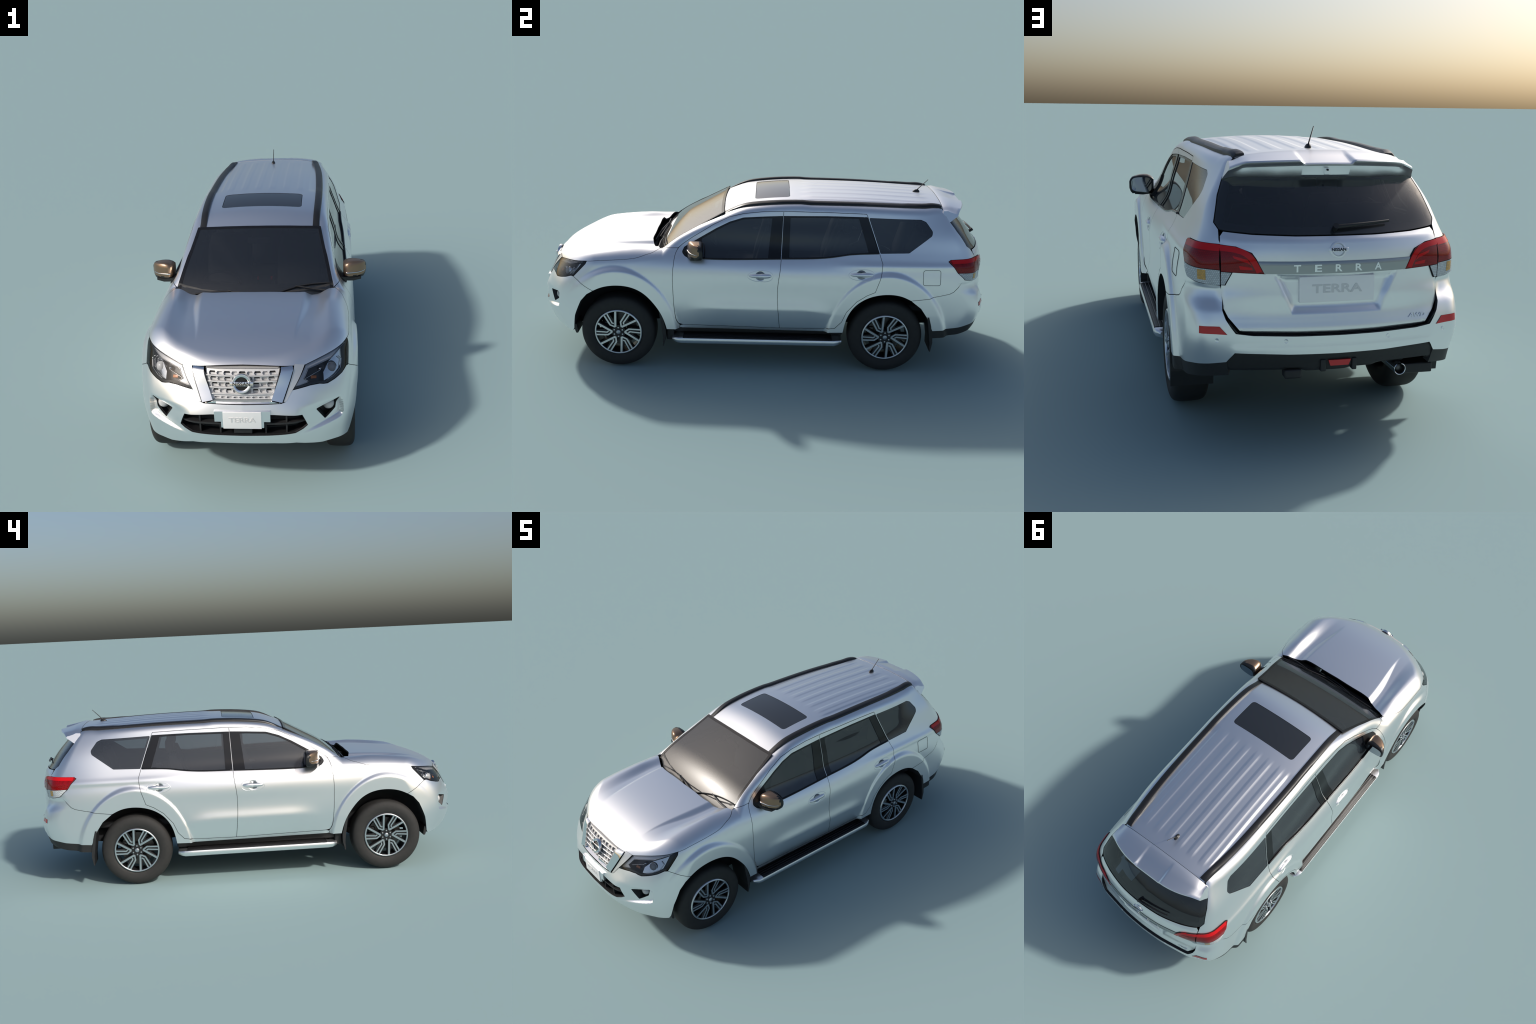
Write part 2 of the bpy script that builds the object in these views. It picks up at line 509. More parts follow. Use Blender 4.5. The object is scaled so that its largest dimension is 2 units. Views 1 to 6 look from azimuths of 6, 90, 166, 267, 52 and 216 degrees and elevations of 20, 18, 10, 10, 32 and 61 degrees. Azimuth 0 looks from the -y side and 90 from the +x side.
def glass(name, tint, gloss=(1, 1, 1), rough=.02, ior=1.5, base=None, base_mix=0.):
    """thin tinted glazing: see-through pane with a Fresnel mirror on top"""
    m = bpy.data.materials.new(name); m.use_nodes = True; nt = m.node_tree; nt.nodes.clear(); N = nt.nodes.new; L = nt.links.new
    out = N('ShaderNodeOutputMaterial'); tr = N('ShaderNodeBsdfTransparent'); tr.inputs['Color'].default_value = (*tint, 1)
    gl = N('ShaderNodeBsdfGlossy'); gl.inputs['Roughness'].default_value = rough; gl.inputs['Color'].default_value = (*gloss, 1)
    fr = N('ShaderNodeFresnel'); fr.inputs['IOR'].default_value = ior
    mx = N('ShaderNodeMixShader'); L(fr.outputs[0], mx.inputs[0]); L(gl.outputs[0], mx.inputs[2])
    under = tr.outputs[0]
    if base is not None:
        pb = N('ShaderNodeBsdfPrincipled'); pb.inputs['Base Color'].default_value = (*base, 1); pb.inputs['Roughness'].default_value = .3
        m2 = N('ShaderNodeMixShader'); m2.inputs[0].default_value = base_mix; L(tr.outputs[0], m2.inputs[1]); L(pb.outputs[0], m2.inputs[2]); under = m2.outputs[0]
    L(under, mx.inputs[1]); L(mx.outputs[0], out.inputs['Surface'])
    return m

PAINT = material('silver_paint', (.93, .935, .94), metallic=.98, rough=.34)
LINER = material('dark_lining', (.018, .018, .02), rough=.8)
BLACK = material('black_trim', (.012, .012, .013), rough=.38, grain=.05, grain_scale=120)
GLOSSBLACK = material('gloss_black', (.006, .006, .007), rough=.18)
PLASTIC = material('black_plastic', (.016, .016, .017), rough=.55, vary=.15, grain_scale=200)
RUBBER = material('tyre_rubber', (.023, .022, .021), rough=.75, vary=.12, grain_scale=90, bump=.15)
ALLOY = material('machined_alloy', (.66, .68, .70), metallic=1., rough=.28)
DARKALLOY = material('dark_alloy', (.02, .02, .022), metallic=.3, rough=.4)
CHROME = material('chrome', (.86, .87, .88), metallic=1., rough=.06)
SATIN = material('satin_silver', (.70, .70, .69), metallic=.75, rough=.35)
GRILLE = material('grille_silver', (.62, .61, .60), metallic=.35, rough=.38)
BRONZE = material('bronze_mirror_cap', (.30, .205, .14), metallic=.85, rough=.30)
PLATE = material('plate_grey', (.96, .93, .92), metallic=.4, rough=.45)  # lightened almost to white to match the plate's brightness in shade
PLATETEXT = material('plate_lettering', (.74, .72, .71), metallic=.3, rough=.5)
GARNISH = material('brushed_garnish', (.40, .42, .42), metallic=.9, rough=.28)
RED = material('red_reflector', (.62, .014, .018), rough=.25, coat=.3)
SEAT = material('seat_fabric', (.035, .034, .034), rough=.9, vary=.2, grain_scale=300)
STEEL = material('brake_steel', (.14, .135, .13), metallic=.9, rough=.45)
HOUSING = material('lamp_housing', (.035, .034, .034), metallic=.3, rough=.3)
DRL = material('running_light_bar', (.66, .65, .65), metallic=.6, rough=.22)
GRILLEDEEP = material('grille_cell_floor', (.52, .515, .51), metallic=.2, rough=.5)
REFLECT = material('lamp_reflector', (.85, .86, .87), metallic=1., rough=.10)
ORANGE = material('amber_bulb', (.55, .16, .02), rough=.3)
FOG = material('fog_lens', (.52, .52, .52), rough=.35, coat=.5)
MIRROR = material('mirror_glass', (.38, .41, .46), metallic=1., rough=.03)
WINDSHIELD = glass('windscreen_glass', (.70, .73, .76), rough=.045, ior=1.45, base=(.014, .018, .024), base_mix=.62)
TINT = glass('tinted_glass', (.80, .84, .88), rough=.012, ior=1.6, base=(.034, .040, .050), base_mix=.52)
PRIVACY = glass('privacy_glass', (.80, .84, .88), rough=.012, ior=1.6, base=(.032, .038, .048), base_mix=.55)
REARTINT = glass('rear_glass', (.84, .86, .88), rough=.03, ior=1.5, base=(.030, .034, .040), base_mix=.50)
CLEAR = glass('clear_lens', (.86, .87, .88), rough=.01)
SUNGLASS = glass('sunroof_glass', (.2, .2, .2), rough=.05, ior=1.5, base=(.018, .021, .025), base_mix=.92)

# ----------------------------------------------------------------------------
# the car
# ----------------------------------------------------------------------------
ROOT = bpy.data.objects.new('sport_utility_vehicle', None); link(ROOT)
ROOT['label'] = 'silver five-door sport utility car with black roof rails and bronze mirrors'
ROOT['category'] = 'car'
SKIN = [PAINT, LINER]
FLIP = np.array([-1, 1, 1])

def arc(yc, zc, ry, rz, a0, a1, n=40):
    t = np.radians(np.linspace(a0, a1, n)); return np.stack([yc + ry*np.cos(t), zc + rz*np.sin(t)], -1)

def half_to_full(P):
    """curve from the centre line outwards (x>=0) -> whole symmetric curve, -x end first"""
    M = (P*FLIP)[::-1]
    return np.vstack([M[:-1] if abs(P[0, 0]) < 1e-6 else M, P])

def dense(pts, step=.006): return resample(pts, step)

# ---- seams shared by neighbouring panels (x > 0 side) -----------------------
hood_shut = on(body, SIDE, [(0, y, z) for y, z in dense(curve_through(
    [(-.756, .480), (-.70, .486), (-.643, .490), (-.58, .495), (-.545, .500), (-.520, .507), (-.50, .5135)]))])
hood_shut = np.vstack([hood_shut[:-1], on(body, ROLL, dense(curve_through([hood_shut[-1], (.333, -.480, .5205), (.323, -.460, .530), (.313, -.446, .5375)], 12)))])
lamp_top = on(body, FRONT, dense(curve_through([(.199, -.888, .450), (.245, -.862, .460), (.292, -.815, .470), (.33, -.757, .480)])))
hood_lip = on(body, FRONT, dense(curve_through([(0, -.925, .462), (.07, -.925, .460), (.13, -.918, .456), (.199, -.888, .450)])))
hood_lip[0, 0] = 0
hood_rear = dense(curve_through([(0, -.494, 0), (.10, -.493, 0), (.185, -.490, 0), (.218, -.480, 0), (.262, -.461, 0), (.290, -.449, 0)], 30))
hood_rear = np.vstack([on(body, TOP, hood_rear), hood_shut[-1:]]); hood_rear[0, 0] = 0
lamp_rear = on(body, SIDE, [(0, y, z) for y, z in dense([(-.756, .480), (-.762, .468), (-.816, .411)])])
bumper_seam_f = on(body, SIDE, [(0, y, z) for y, z in dense(curve_through([(-.816, .411), (-.787, .392), (-.757, .374), (-.728, .358)]))])

# ---- bonnet ------------------------------------------------------------------
half = np.vstack([hood_lip, lamp_top[1:], hood_shut[1:], hood_rear[::-1][1:-1]])
loop = np.vstack([half, (half*FLIP)[::-1][1:]])
hood = panel('hood', [HOODP.uv(loop)], body, HOODP, SKIN, res=.0062, gap=.0012)[0]

# ---- front wing ----------------------------------------------------------------
arch_f = np.array([(-.728, .358), (-.70, .371), (-.673, .379), (-.624, .384), (-.572, .378), (-.516, .352), (-.474, .310), (-.444, .266), (-.425, .222), (-.415, .186)])
arch_f = curve_through(arch_f, 50)
door_front = [(-.358, .200), (-.371, .222), (-.380, .262), (-.384, .313), (-.386, .369), (-.386, .45), (-.383, .48), (-.372, .530), (-.364, .542)]
corner = np.vstack([on(body, ROLL, dense([hood_shut[-1], (.315, -.42, .540), (.320, -.392, .541)], .01)), on(body, SIDE, [(0, -.366, .541)])])
def side_pts(pts): return on(body, SIDE, [(0, y, z) for y, z in dense(np.array(pts, float), .012)])
w = np.vstack([lamp_rear[::-1][:-1], hood_shut, corner[1:], side_pts(curve_through(door_front, 40)[::-1][1:]), side_pts([(-.362, .186), (-.415, .186)]),
               side_pts(arch_f[::-1])[1:], bumper_seam_f[::-1][1:-1]])
panel('front_wing', [ROLL.uv(w)], body, ROLL, SKIN, res=.0062, gap=.001, both=True)

# ---- side frame: pillars, cant rail, quarter panel, sill --------------------------
screen_edge = on(lambda P: P[..., 2] - screen_z(P[..., 0], P[..., 1]), TOP, dense(curve_through([(.297, -.447, 0), (.293, -.425, 0), (.283, -.37, 0), (.264, -.27, 0), (.247, -.173, 0)])))
roof_edge_xy = curve_through([(.240, -.168), (.240, -.05), (.246, .15), (.244, .4), (.233, .6), (.214, .766)], 60)
roof_edge = on(body, TOP, [(x, y, 0) for x, y in roof_edge_xy])
bumper_seam_r = [(.861, .432), (.84, .402), (.82, .380), (.803, .371), (.76, .361), (.70, .350), (.636, .342)]
arch_r = curve_through([(.636, .342), (.598, .359), (.535, .367), (.446, .346), (.396, .308), (.364, .250), (.351, .186)], 50)
door_bottom = [(-.346, .203), (-.1, .200), (.075, .197), (.26, .200), (.315, .208)]
door_rear = [(.343, .238), (.362, .284), (.403, .332), (.445, .361), (.481, .378), (.487, .397), (.497, .428), (.506, .460), (.509, .497), (.496, .535)]
frame_top = [(.443, .683), (.437, .695), (.30, .698), (.085, .700), (-.0, .697), (-.087, .687), (-.148, .672), (-.217, .639), (-.304, .586), (-.347, .557)]
# the quarter glass is let into this panel
quarter_glass = fillet([(.449, .679), (.672, .673), (.694, .664), (.723, .626), (.719, .610), (.622, .541), (.500, .537)], [.004, .02, .02, .02, .015, .012, .004])
glass_edge = skin(body, REAR, dense(np.array([(.2765, .5165), (.2755, .535), (.275, .549), (.284, .564), (.268, .625), (.251, .664), (.244, .675)]), .01))
lamp_edge = on(body, BACK, dense([(.340, .861, .432), (.3425, .829, .462), (.338, .792, .509), (.334, .802, .5155), (.318, .86, .517), (.2785, .925, .5165)], .01))
pillar_edge = on(body, ROLL, screen_edge[screen_edge[:, 1] > -.432])
def s3(pts): return on(body, SIDE, [(0, y, z) for y, z in dense(np.array(pts, float), .012)])
lower = np.vstack([frame_top[::-1], door_rear[::-1], door_bottom[::-1], [(-.358, .200), (-.362, .186), (.27, .184)],
                   arch_r[::-1], bumper_seam_r[::-1][1:-1]])
side_outer = np.vstack([corner, s3(lower), lamp_edge, glass_edge[1:], roof_edge[::-1], pillar_edge[::-1]])
pass
qg3 = s3(np.vstack([quarter_glass, quarter_glass[:1]]))[:-1]
panel('side_frame', [ROLL.uv(side_outer), ROLL.uv(qg3)], body, ROLL, SKIN, res=.0062, gap=.001, both=True)

# ---- doors ------------------------------------------------------------------------
split = [(.075, .197), (.070, .25), (.064, .32), (.063, .379), (.066, .42), (.072, .462), (.0755, .508), (.082, .680), (.083, .700)]
split = curve_through(split, 40)
front_window = fillet([(-.349, .526), (-.339, .545), (-.303, .566), (-.204, .624), (-.147, .652), (-.089, .670), (0, .676), (.080, .680), (.0745, .507), (-.083, .503), (-.25, .502), (-.318, .505), (-.336, .512)],
                      [.01, .01, .03, .05, .05, .05, .1, .002, .002, .05, .05, .03, .015])
fd = np.vstack([[(.075, .197), (-.1, .200), (-.346, .203)], curve_through(door_front, 40)[1:], frame_top[::-1][:-3], [(.083, .700)], split[::-1][1:-1]])
fd_loops = [fd, front_window]
panel('front_door', fd_loops, body, SIDE, SKIN, res=.0065, gap=.001, both=True)
rear_window = fillet([(.0765, .508), (.083, .680), (.27, .683), (.441, .682), (.494, .535), (.42, .532), (.367, .528), (.315, .520), (.263, .514), (.16, .509)],
                     [.002, .002, .1, .003, .003, .1, .08, .08, .08, .08])
rd = np.vstack([split[:-1], [(.083, .700)], frame_top[:3][::-1], door_rear[::-1], [(.315, .208), (.26, .200)]])
panel('rear_door', [rd, rear_window], body, SIDE, SKIN, res=.0062, gap=.001, both=True)

# glazing and black pillars
GL = [TINT, TINT]
front_glass = [(-.334, .522), (-.300, .558), (-.203, .6155), (-.145, .645), (-.088, .663), (0, .669), (.034, .670), (.019, .511), (-.083, .509), (-.25, .508), (-.325, .511)]
rear_glass = [(.110, .515), (.1125, .673), (.27, .676), (.405, .675), (.449, .541), (.42, .538), (.367, .534), (.315, .526), (.263, .520), (.16, .515)]
panel('window_trim', [front_window, np.array(front_glass)], body, SIDE, [GLOSSBLACK, LINER], res=.01, gap=.0004, offset=-.002, thick=.006, both=True)
panel('window_trim', [rear_window, np.array(rear_glass)], body, SIDE, [GLOSSBLACK, LINER], res=.01, gap=.0004, offset=-.002, thick=.006, both=True)
panel('front_door_window', [np.array(front_glass)], body, SIDE, [TINT], res=.012, gap=-.002, offset=-.0045, thick=0, both=True)
panel('rear_door_window', [np.array(rear_glass)], body, SIDE, [PRIVACY], res=.012, gap=-.002, offset=-.0045, thick=0, both=True)
panel('quarter_window', [quarter_glass], body, SIDE, [PRIVACY], res=.012, gap=.0, offset=-.0015, thick=0, both=True)
panel('quarter_window_border', [quarter_glass, inset(resample(quarter_glass, .01, True), .008)], body, SIDE, [LINER, LINER], res=.01, gap=.0, offset=-.004, thick=.002, both=True)
# window sill rubber at the belt
for nm, pts in (('belt_moulding', [(-.325, .5065), (-.25, .5035), (-.083, .5045), (.073, .5085)]), ('belt_moulding', [(.0775, .509), (.16, .5105), (.263, .5155), (.315, .5215), (.367, .5295), (.42, .5335), (.492, .5365)])):
    c = on(body, SIDE, [(0, y, z) for y, z in dense(curve_through(pts), .012)]); n = normals(body, c)
    v, f = tube(c + n*.0005, .0032, 8); both_sides('belt_moulding', v, f, GLOSSBLACK)

# ---- roof ----------------------------------------------------------------------------
sunroof = fillet([(-.165, -.041), (.165, -.041), (.165, .110), (-.165, .110)], .018, 8)
re_ = np.array(roof_edge_xy)
front_edge = curve_through([(.244, -.172), (.17, -.1765), (.08, -.179), (0, -.180)], 20)
half = np.vstack([[(0, .772)], [(.214, .772)], re_[::-1][1:-1], front_edge])
roof_loop = np.vstack([half, (half*[-1, 1])[::-1][1:-1]])
panel('roof', [roof_loop, sunroof], body, TOP, SKIN, res=.0052, gap=.0008, stagger=False)
panel('sunroof', [sunroof], body, TOP, [SUNGLASS, LINER], res=.012, gap=.0012, offset=-.0008, thick=.004)
# ---- windscreen ------------------------------------------------------------------------
scr = lambda P: P[..., 2] - screen_z(P[..., 0], P[..., 1])
se = screen_edge[:, :2]
half = np.vstack([[(0, -.181), (.08, -.180), (.17, -.1775), (.245, -.173)], se[::-1][1:], [(.26, -.475), (.19, -.512), (.1, -.53), (0, -.535)]])
loop = np.vstack([half, (half*[-1, 1])[::-1][1:-1]])
panel('windscreen', [loop], scr, TOP, [WINDSHIELD], res=.014, gap=.0035, offset=-.002, thick=0)
panel('windscreen_border', [loop, inset(resample(loop, .01, True), .013)], scr, TOP, [GLOSSBLACK, LINER], res=.008, gap=.0005, offset=-.0012, thick=.004)
# scuttle below the screen
cow = lambda P: P[..., 2] - (screen_z(P[..., 0], P[..., 1]) + .001 - .021*smoothstep(.006, .03, (-.452 + .42*np.minimum(P[..., 0]**2, .09) - P[..., 1])))
half = np.vstack([[(0, -.462), (.1, -.459), (.2, -.445), (.26, -.43), (.292, -.418)], [(.302, -.45), (.26, -.475), (.2, -.51), (0, -.525)]])
loop = np.vstack([half, (half*[-1, 1])[::-1][1:-1]])
panel('scuttle_panel', [loop], cow, TOP, [PLASTIC, LINER], res=.012, gap=0, thick=.01)

# ---- tail gate, rear glass ---------------------------------------------------------------
def rear_pts(pts): return np.array(pts, float)
glass_half = [(0, .540), (.10, .540), (.20, .5425), (.262, .547), (.275, .549), (.284, .564), (.268, .625), (.250, .668), (.12, .690), (0, .692)]
gl = np.vstack([glass_half, (np.array(glass_half)*[-1, 1])[::-1][1:-1]])
panel('rear_window', [fillet(gl, .004)], body, REAR, [REARTINT], res=.014, gap=.001, offset=-.001, thick=0)
panel('rear_window_border', [fillet(gl, .004), inset(resample(gl, .01, True), .02)], body, REAR, [GLOSSBLACK, LINER], res=.01, gap=.001, offset=-.003, thick=.004)
gate_half = [(0, .5385), (.10, .5385), (.20, .541), (.266, .546), (.2745, .535), (.276, .515), (.276, .40), (.272, .365), (.262, .345), (.236, .314), (.20, .309), (.1, .3065), (0, .306)]
lamp_gate = [(.276, .5155), (.240, .5125), (.205, .499), (.196, .486), (.176, .451), (.250, .4535), (.266, .4215), (.276, .4215)]
gh = np.array(gate_half)
gh = np.vstack([gh[:4], [(.2745, .535), (.276, .5155)], lamp_gate[1:-1], [(.276, .4215)], gh[6:]])
gt = np.vstack([gh, (gh*[-1, 1])[::-1][1:-1]])
panel('tailgate', [gt], gate, REAR, SKIN, res=.0075, gap=.0012)

# ---- rear bumper ---------------------------------------------------------------------------
def bump_uv(pts): return BACK.uv(on(body, BACK, np.array(pts, float)))
side_r = np.array(arch_r[:1]); P = lambda y, z: on(body, SIDE, [(0, y, z)])[0]
up = [P(y, z) for y, z in dense(np.array(bumper_seam_r), .01)[::-1]]           # arch -> lamp
lowlamp = [(.327, .885, .425), (.30, .915, .420), (.278, .932, .419)]
gcut = [(.2775, .94, .40), (.2740, .95, .364), (.264, .955, .343), (.238, .96, .311), (.2, .97, .306), (.1, .98, .3035), (0, .99, .303)]
low = [(0, .99, .256), (.12, .99, .257), (.248, .97, .262), (.262, .95, .236), (.30, .93, .228), (.335, .89, .221)]
lowside = [P(y, z) for y, z in [(.86, .214), (.80, .208), (.738, .203)]]
archrear = [P(y, z) for y, z in dense([(.722, .240), (.708, .268), (.681, .307)], .01)]
half = np.vstack([bump_uv(np.vstack([up])), bump_uv(lowlamp), bump_uv(gcut), bump_uv(low), BACK.uv(np.array(lowside)), BACK.uv(np.array(archrear))])
i0 = len(up) + len(lowlamp) + len(gcut)
right = np.vstack([half[i0:], half[:i0]]); right[0, 0] = 0; right[-1, 0] = 0
loop = np.vstack([right, (right*[-1, 1])[::-1][1:-1]])
def bumper_relief(P):
    # ledge along the loading edge and the raised lower centre
    x, z = np.abs(P[:, 0]), P[:, 2]
    return .0025*smoothstep(.2785, .2765, z)*smoothstep(.262, .252, x + np.clip(z - .262, 0, None)*.3)*smoothstep(.7, .8, P[:, 1])
panel('rear_bumper', [loop], body, BACK, SKIN, res=.0062, gap=.001, bend=bumper_relief)

# strip closing the slot below the gate, coloured black for its shadow groove
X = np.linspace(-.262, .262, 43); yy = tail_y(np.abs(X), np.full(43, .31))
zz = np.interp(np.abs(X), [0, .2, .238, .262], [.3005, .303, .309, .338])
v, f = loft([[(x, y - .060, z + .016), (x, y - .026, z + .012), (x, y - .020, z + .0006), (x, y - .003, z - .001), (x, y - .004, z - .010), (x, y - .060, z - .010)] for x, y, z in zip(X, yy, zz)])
mesh_obj('gate_shadow_groove', v, f, BLACK, sharp=40)

# ---- front bumper ----------------------------------------------------------------------------
def fu(pts): return FRONT.uv(np.array(pts, float))
up = fu(bumper_seam_f)[::-1]
lamp_low = on(body, FRONT, dense([(.334, -.816, .411), (.3345, -.826, .412), (.321, -.853, .401), (.296, -.882, .392), (.273, -.902, .387)]))
lamp_low2 = on(body, FRONT, dense([(.273, -.902, .387), (.260, -.908, .389), (.246, -.913, .3925), (.218, -.926, .3925), (.159, -.941, .385)]))
grille_side = [(.159, -.941, .384), (.137, -.962, .353)]
half = np.vstack([fu(lamp_low), fu(lamp_low2)[1:], fu(on(body, FRONT, grille_side))[1:], fu(on(body, FRONT, [(.125, -.968, .349), (0, -.973, .348)])),
                  fu(on(body, FRONT, [(0, -.98, .208), (.10, -.98, .206), (.17, -.965, .200), (.20, -.955, .190), (.26, -.92, .170), (.31, -.87, .160)])),
                  fu([P(y, z) for y, z in [(-.83, .156), (-.823, .172), (-.813, .238), (-.783, .310), (-.755, .342)]]), fu(bumper_seam_f)[::-1]])
i0 = [i for i in range(len(half)) if abs(half[i, 0]) < 1e-4]
right = np.vstack([half[i0[1]:], half[:i0[0]+1]])
# right runs: chin centre -> wheel -> seam -> lamp -> grille centre
loop = np.vstack([right, (right*[-1, 1])[::-1][1:-1]])
intake_half = [(0, .318), (.10, .315), (.192, .307), (.213, .2655), (.195, .256), (.165, .247), (.08, .2435), (0, .243)]
ih = fu(on(body, FRONT, [(x, -.97, z) for x, z in intake_half])); ih[0, 0] = ih[-1, 0] = 0
intake = np.vstack([ih, (ih*[-1, 1])[::-1][1:-1]])
fog = fillet(fu(on(body, FRONT, [(.319, -.900, .332), (.311, -.91, .293), (.267, -.925, .268), (.238, -.942, .313)])), .003)
FB = [loop, intake, fog, fog*[-1, 1]]
def chin(P):
    x = np.abs(P[:, 0]); z = P[:, 2]
    return .006*smoothstep(.020, .0, np.abs(z - .228) - .006)*smoothstep(.19, .15, x)*smoothstep(-.8, -.9, P[:, 1])
panel('front_bumper', FB, body, FRONT, SKIN, res=.0036, gap=.001)
# intake: dark recess with slats
panel('lower_intake', [inset(resample(intake, .006, True), -.004)], body, FRONT, [LINER, LINER], res=.015, gap=0, offset=-.045, thick=.003)
rim = on(body, FRONT, [(x, -.97, z) for x, z in intake_half])
for zz in (.281,):
    c = np.array([(x, 0, zz - .02*(x/.21)**2*0) for x in np.linspace(-.205, .205, 31)]); c[:, 1] = -.95
    c = on(body, FRONT, c) + np.array([0, .022, 0])
    S = [[p + (0, -.012, .003), p + (0, .012, .003), p + (0, .012, -.003), p + (0, -.012, -.003)] for p in c]
    v, f = loft(S); mesh_obj('intake_slat', v, f, PLASTIC, smooth=False)
for xx in (-.135, -.07, .07, .135):
    p = on(body, FRONT, [(xx, -.97, .28)])[0] + (0, .026, 0)
    v, f = box(p - (.0025, .012, .036), p + (.0025, .012, .036)); mesh_obj('intake_slat', v, f, PLASTIC, smooth=False)
# surrounding walls of the openings
def well(name, uvloop, depth, mat, F=body, proj=FRONT, both=False):
    L = resample(uvloop, .006, True); Q = skin(F, proj, L); n = normals(F, Q)
    d = np.array([0, 1., 0]) if proj is FRONT else np.array([0, -1., 0])
    A, Bk = Q - n*.002, Q + d*depth; m = len(L)
    V = np.vstack([A, Bk]); f = [(i, (i+1) % m, (i+1) % m + m, i + m) for i in range(m)]
    return both_sides(name, V, f, mat) if both else mesh_obj(name, V, f, mat)
well('intake_surround', intake, .05, BLACK)
well('fog_lamp_surround', fog, .03, PLASTIC, both=True)
panel('fog_lamp_bezel', [inset(resample(fog, .005, True), -.003)], body, FRONT, [PLASTIC, LINER], res=.01, gap=0, offset=-.026, thick=.003, both=True)
v, f = revolve([(-.012, .0), (-.0118, .006), (-.0095, .0125), (-.004, .0175), (.004, .0195), (.02, .0195)], 32, 'y')
pf = on(body, FRONT, [(.282, -.92, .307)])[0]
both_sides('fog_lamp', v + pf + (0, .016, 0), f, FOG, sharp=50)

# ----------------------------------------------------------------------------
# front end: grille, head lamps, plate, badge
# ----------------------------------------------------------------------------
def fuv(pts): return fu(on(body, FRONT, pts))
def symloop(half):
    h = np.array(half); return np.vstack([h, (h*[-1, 1])[::-1][(1 if abs(h[-1, 0]) < 1e-6 else 0):(-1 if abs(h[0, 0]) < 1e-6 else None)]])

mesh_top, mesh_bot = .452, .363
def grille_x(z): return np.interp(z, [mesh_bot, mesh_top], [.093, .129])
g_half = [(0, .4545), (.129, .4525), (.093, .3615), (0, .3585)]
g_loop = symloop(fuv([(x, -.95, z) for x, z in g_half]))
holes, shades = [], []
row_z = [.4415, .4235, .4055, .3875, .3690]
for r, zc in enumerate(row_z):
    hh = .0058 if r < 4 else .0026
    for k in range(-6, 7):
        big = (k % 2 == 0)
        s = grille_x(zc)/.129
        xc = k*.0268*s; hw = (.0126 if big else .0108)*s; hk = hh*(1 if big else .86)
        if abs(xc) - hw > grille_x(zc) - .012: continue
        if abs(xc) + hw > grille_x(zc) - .003: hw = max(.004, grille_x(zc) - .003 - abs(xc) + .0)
        e = min(.0032, hw*.5)
        hx = [(-hw, 0), (-hw + e, hk), (hw - e, hk), (hw, 0), (hw - e, -hk), (-hw + e, -hk)]
        holes.append(fu(on(body, FRONT, [(xc + a, -.95, zc + b) for a, b in hx])))
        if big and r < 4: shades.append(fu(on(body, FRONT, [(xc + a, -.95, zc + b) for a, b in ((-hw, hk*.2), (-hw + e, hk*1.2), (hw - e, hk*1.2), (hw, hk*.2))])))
panel('grille_mesh', [g_loop] + holes, body, FRONT, [GRILLE, GRILLE], res=.012, gap=0, offset=-.006, thick=.006)
panel('grille_backing', [inset(g_loop, -.003)], body, FRONT, [GRILLEDEEP, LINER], res=.02, gap=0, offset=-.0128, thick=.003)
for L in shades:  # thin black plates over the upper part of the larger slots
    panel('grille_slot_dark_plate', [L], body, FRONT, [LINER, LINER], res=.02, gap=0, offset=-.0120, thick=.0006)
# slim ribs that separate the rows
for r in range(4):
    z = (row_z[r] + row_z[r+1])/2; w = grille_x(z)
    c = on(body, FRONT, [(x, -.95, z) for x in np.linspace(-w, w, 25)]); n = normals(body, c)
    S = [[p + m*.002 + (0, 0, .0020), p + m*-.007 + (0, 0, .0036), p - m*.007 - (0, 0, .0030), p + m*.0025 - (0, 0, .0014)] for p, m in zip(c, n)]
    v, f = loft(S); mesh_obj('grille_rib', v, f, GRILLE)
# chrome V and its base bar
def arm_bend(P): return -.95*np.clip(P[:, 2] - .4445, 0, None) + 0*P[:, 0]
panel('chrome_grille_arm', [fuv([(.131, -.93, .4555), (.1735, -.925, .4590), (.1275, -.965, .3515), (.0935, -.965, .3600)])], body, FRONT, [CHROME, CHROME], res=.004, gap=0, offset=.0065, thick=.016, bend=arm_bend, both=True)
def bar_bend(P): return -.9*np.clip(.3605 - P[:, 2], 0, None)
panel('chrome_grille_bar', [symloop(fuv([(0, -.97, .3600), (.0930, -.965, .3602), (.1265, -.965, .3515), (0, -.97, .3490)]))], body, FRONT, [CHROME, CHROME], res=.004, gap=0, offset=.0068, thick=.016, bend=bar_bend)
strip = [(.1765, -.925, .4575), (.198, -.89, .4510), (.160, -.94, .3850), (.1405, -.962, .3530), (.1305, -.965, .3515)]
panel('grille_side_strip', [fuv(strip)], body, FRONT, [SATIN, LINER], res=.006, gap=.0008, offset=.002, thick=.012, both=True)
well('grille_surround', g_loop, .03, GRILLE)

# head lamps
inner = on(body, FRONT, dense([(.159, -.941, .384), (.199, -.888, .450)]))
hl = np.vstack([fu(lamp_top)[:-1], fu(lamp_rear)[:-1], fu(lamp_low)[:-1], fu(lamp_low2)[:-1], fu(inner)[:-1]])
panel('headlight_lens', [hl], body, FRONT, [CLEAR], res=.012, gap=.0012, offset=.0005, thick=0, both=True)
panel('headlight_housing', [hl], body, FRONT, [HOUSING, LINER], res=.012, gap=-.002, offset=-.034, thick=.003, both=True)
L = resample(hl, .006, True); Q = skin(body, FRONT, inset(L, .001)); n = normals(body, Q); m = len(L)
both_sides('headlight_rim', np.vstack([Q - n*.001, Q - n*.036]), [(i, (i+1) % m, (i+1) % m + m, i + m) for i in range(m)], BLACK)
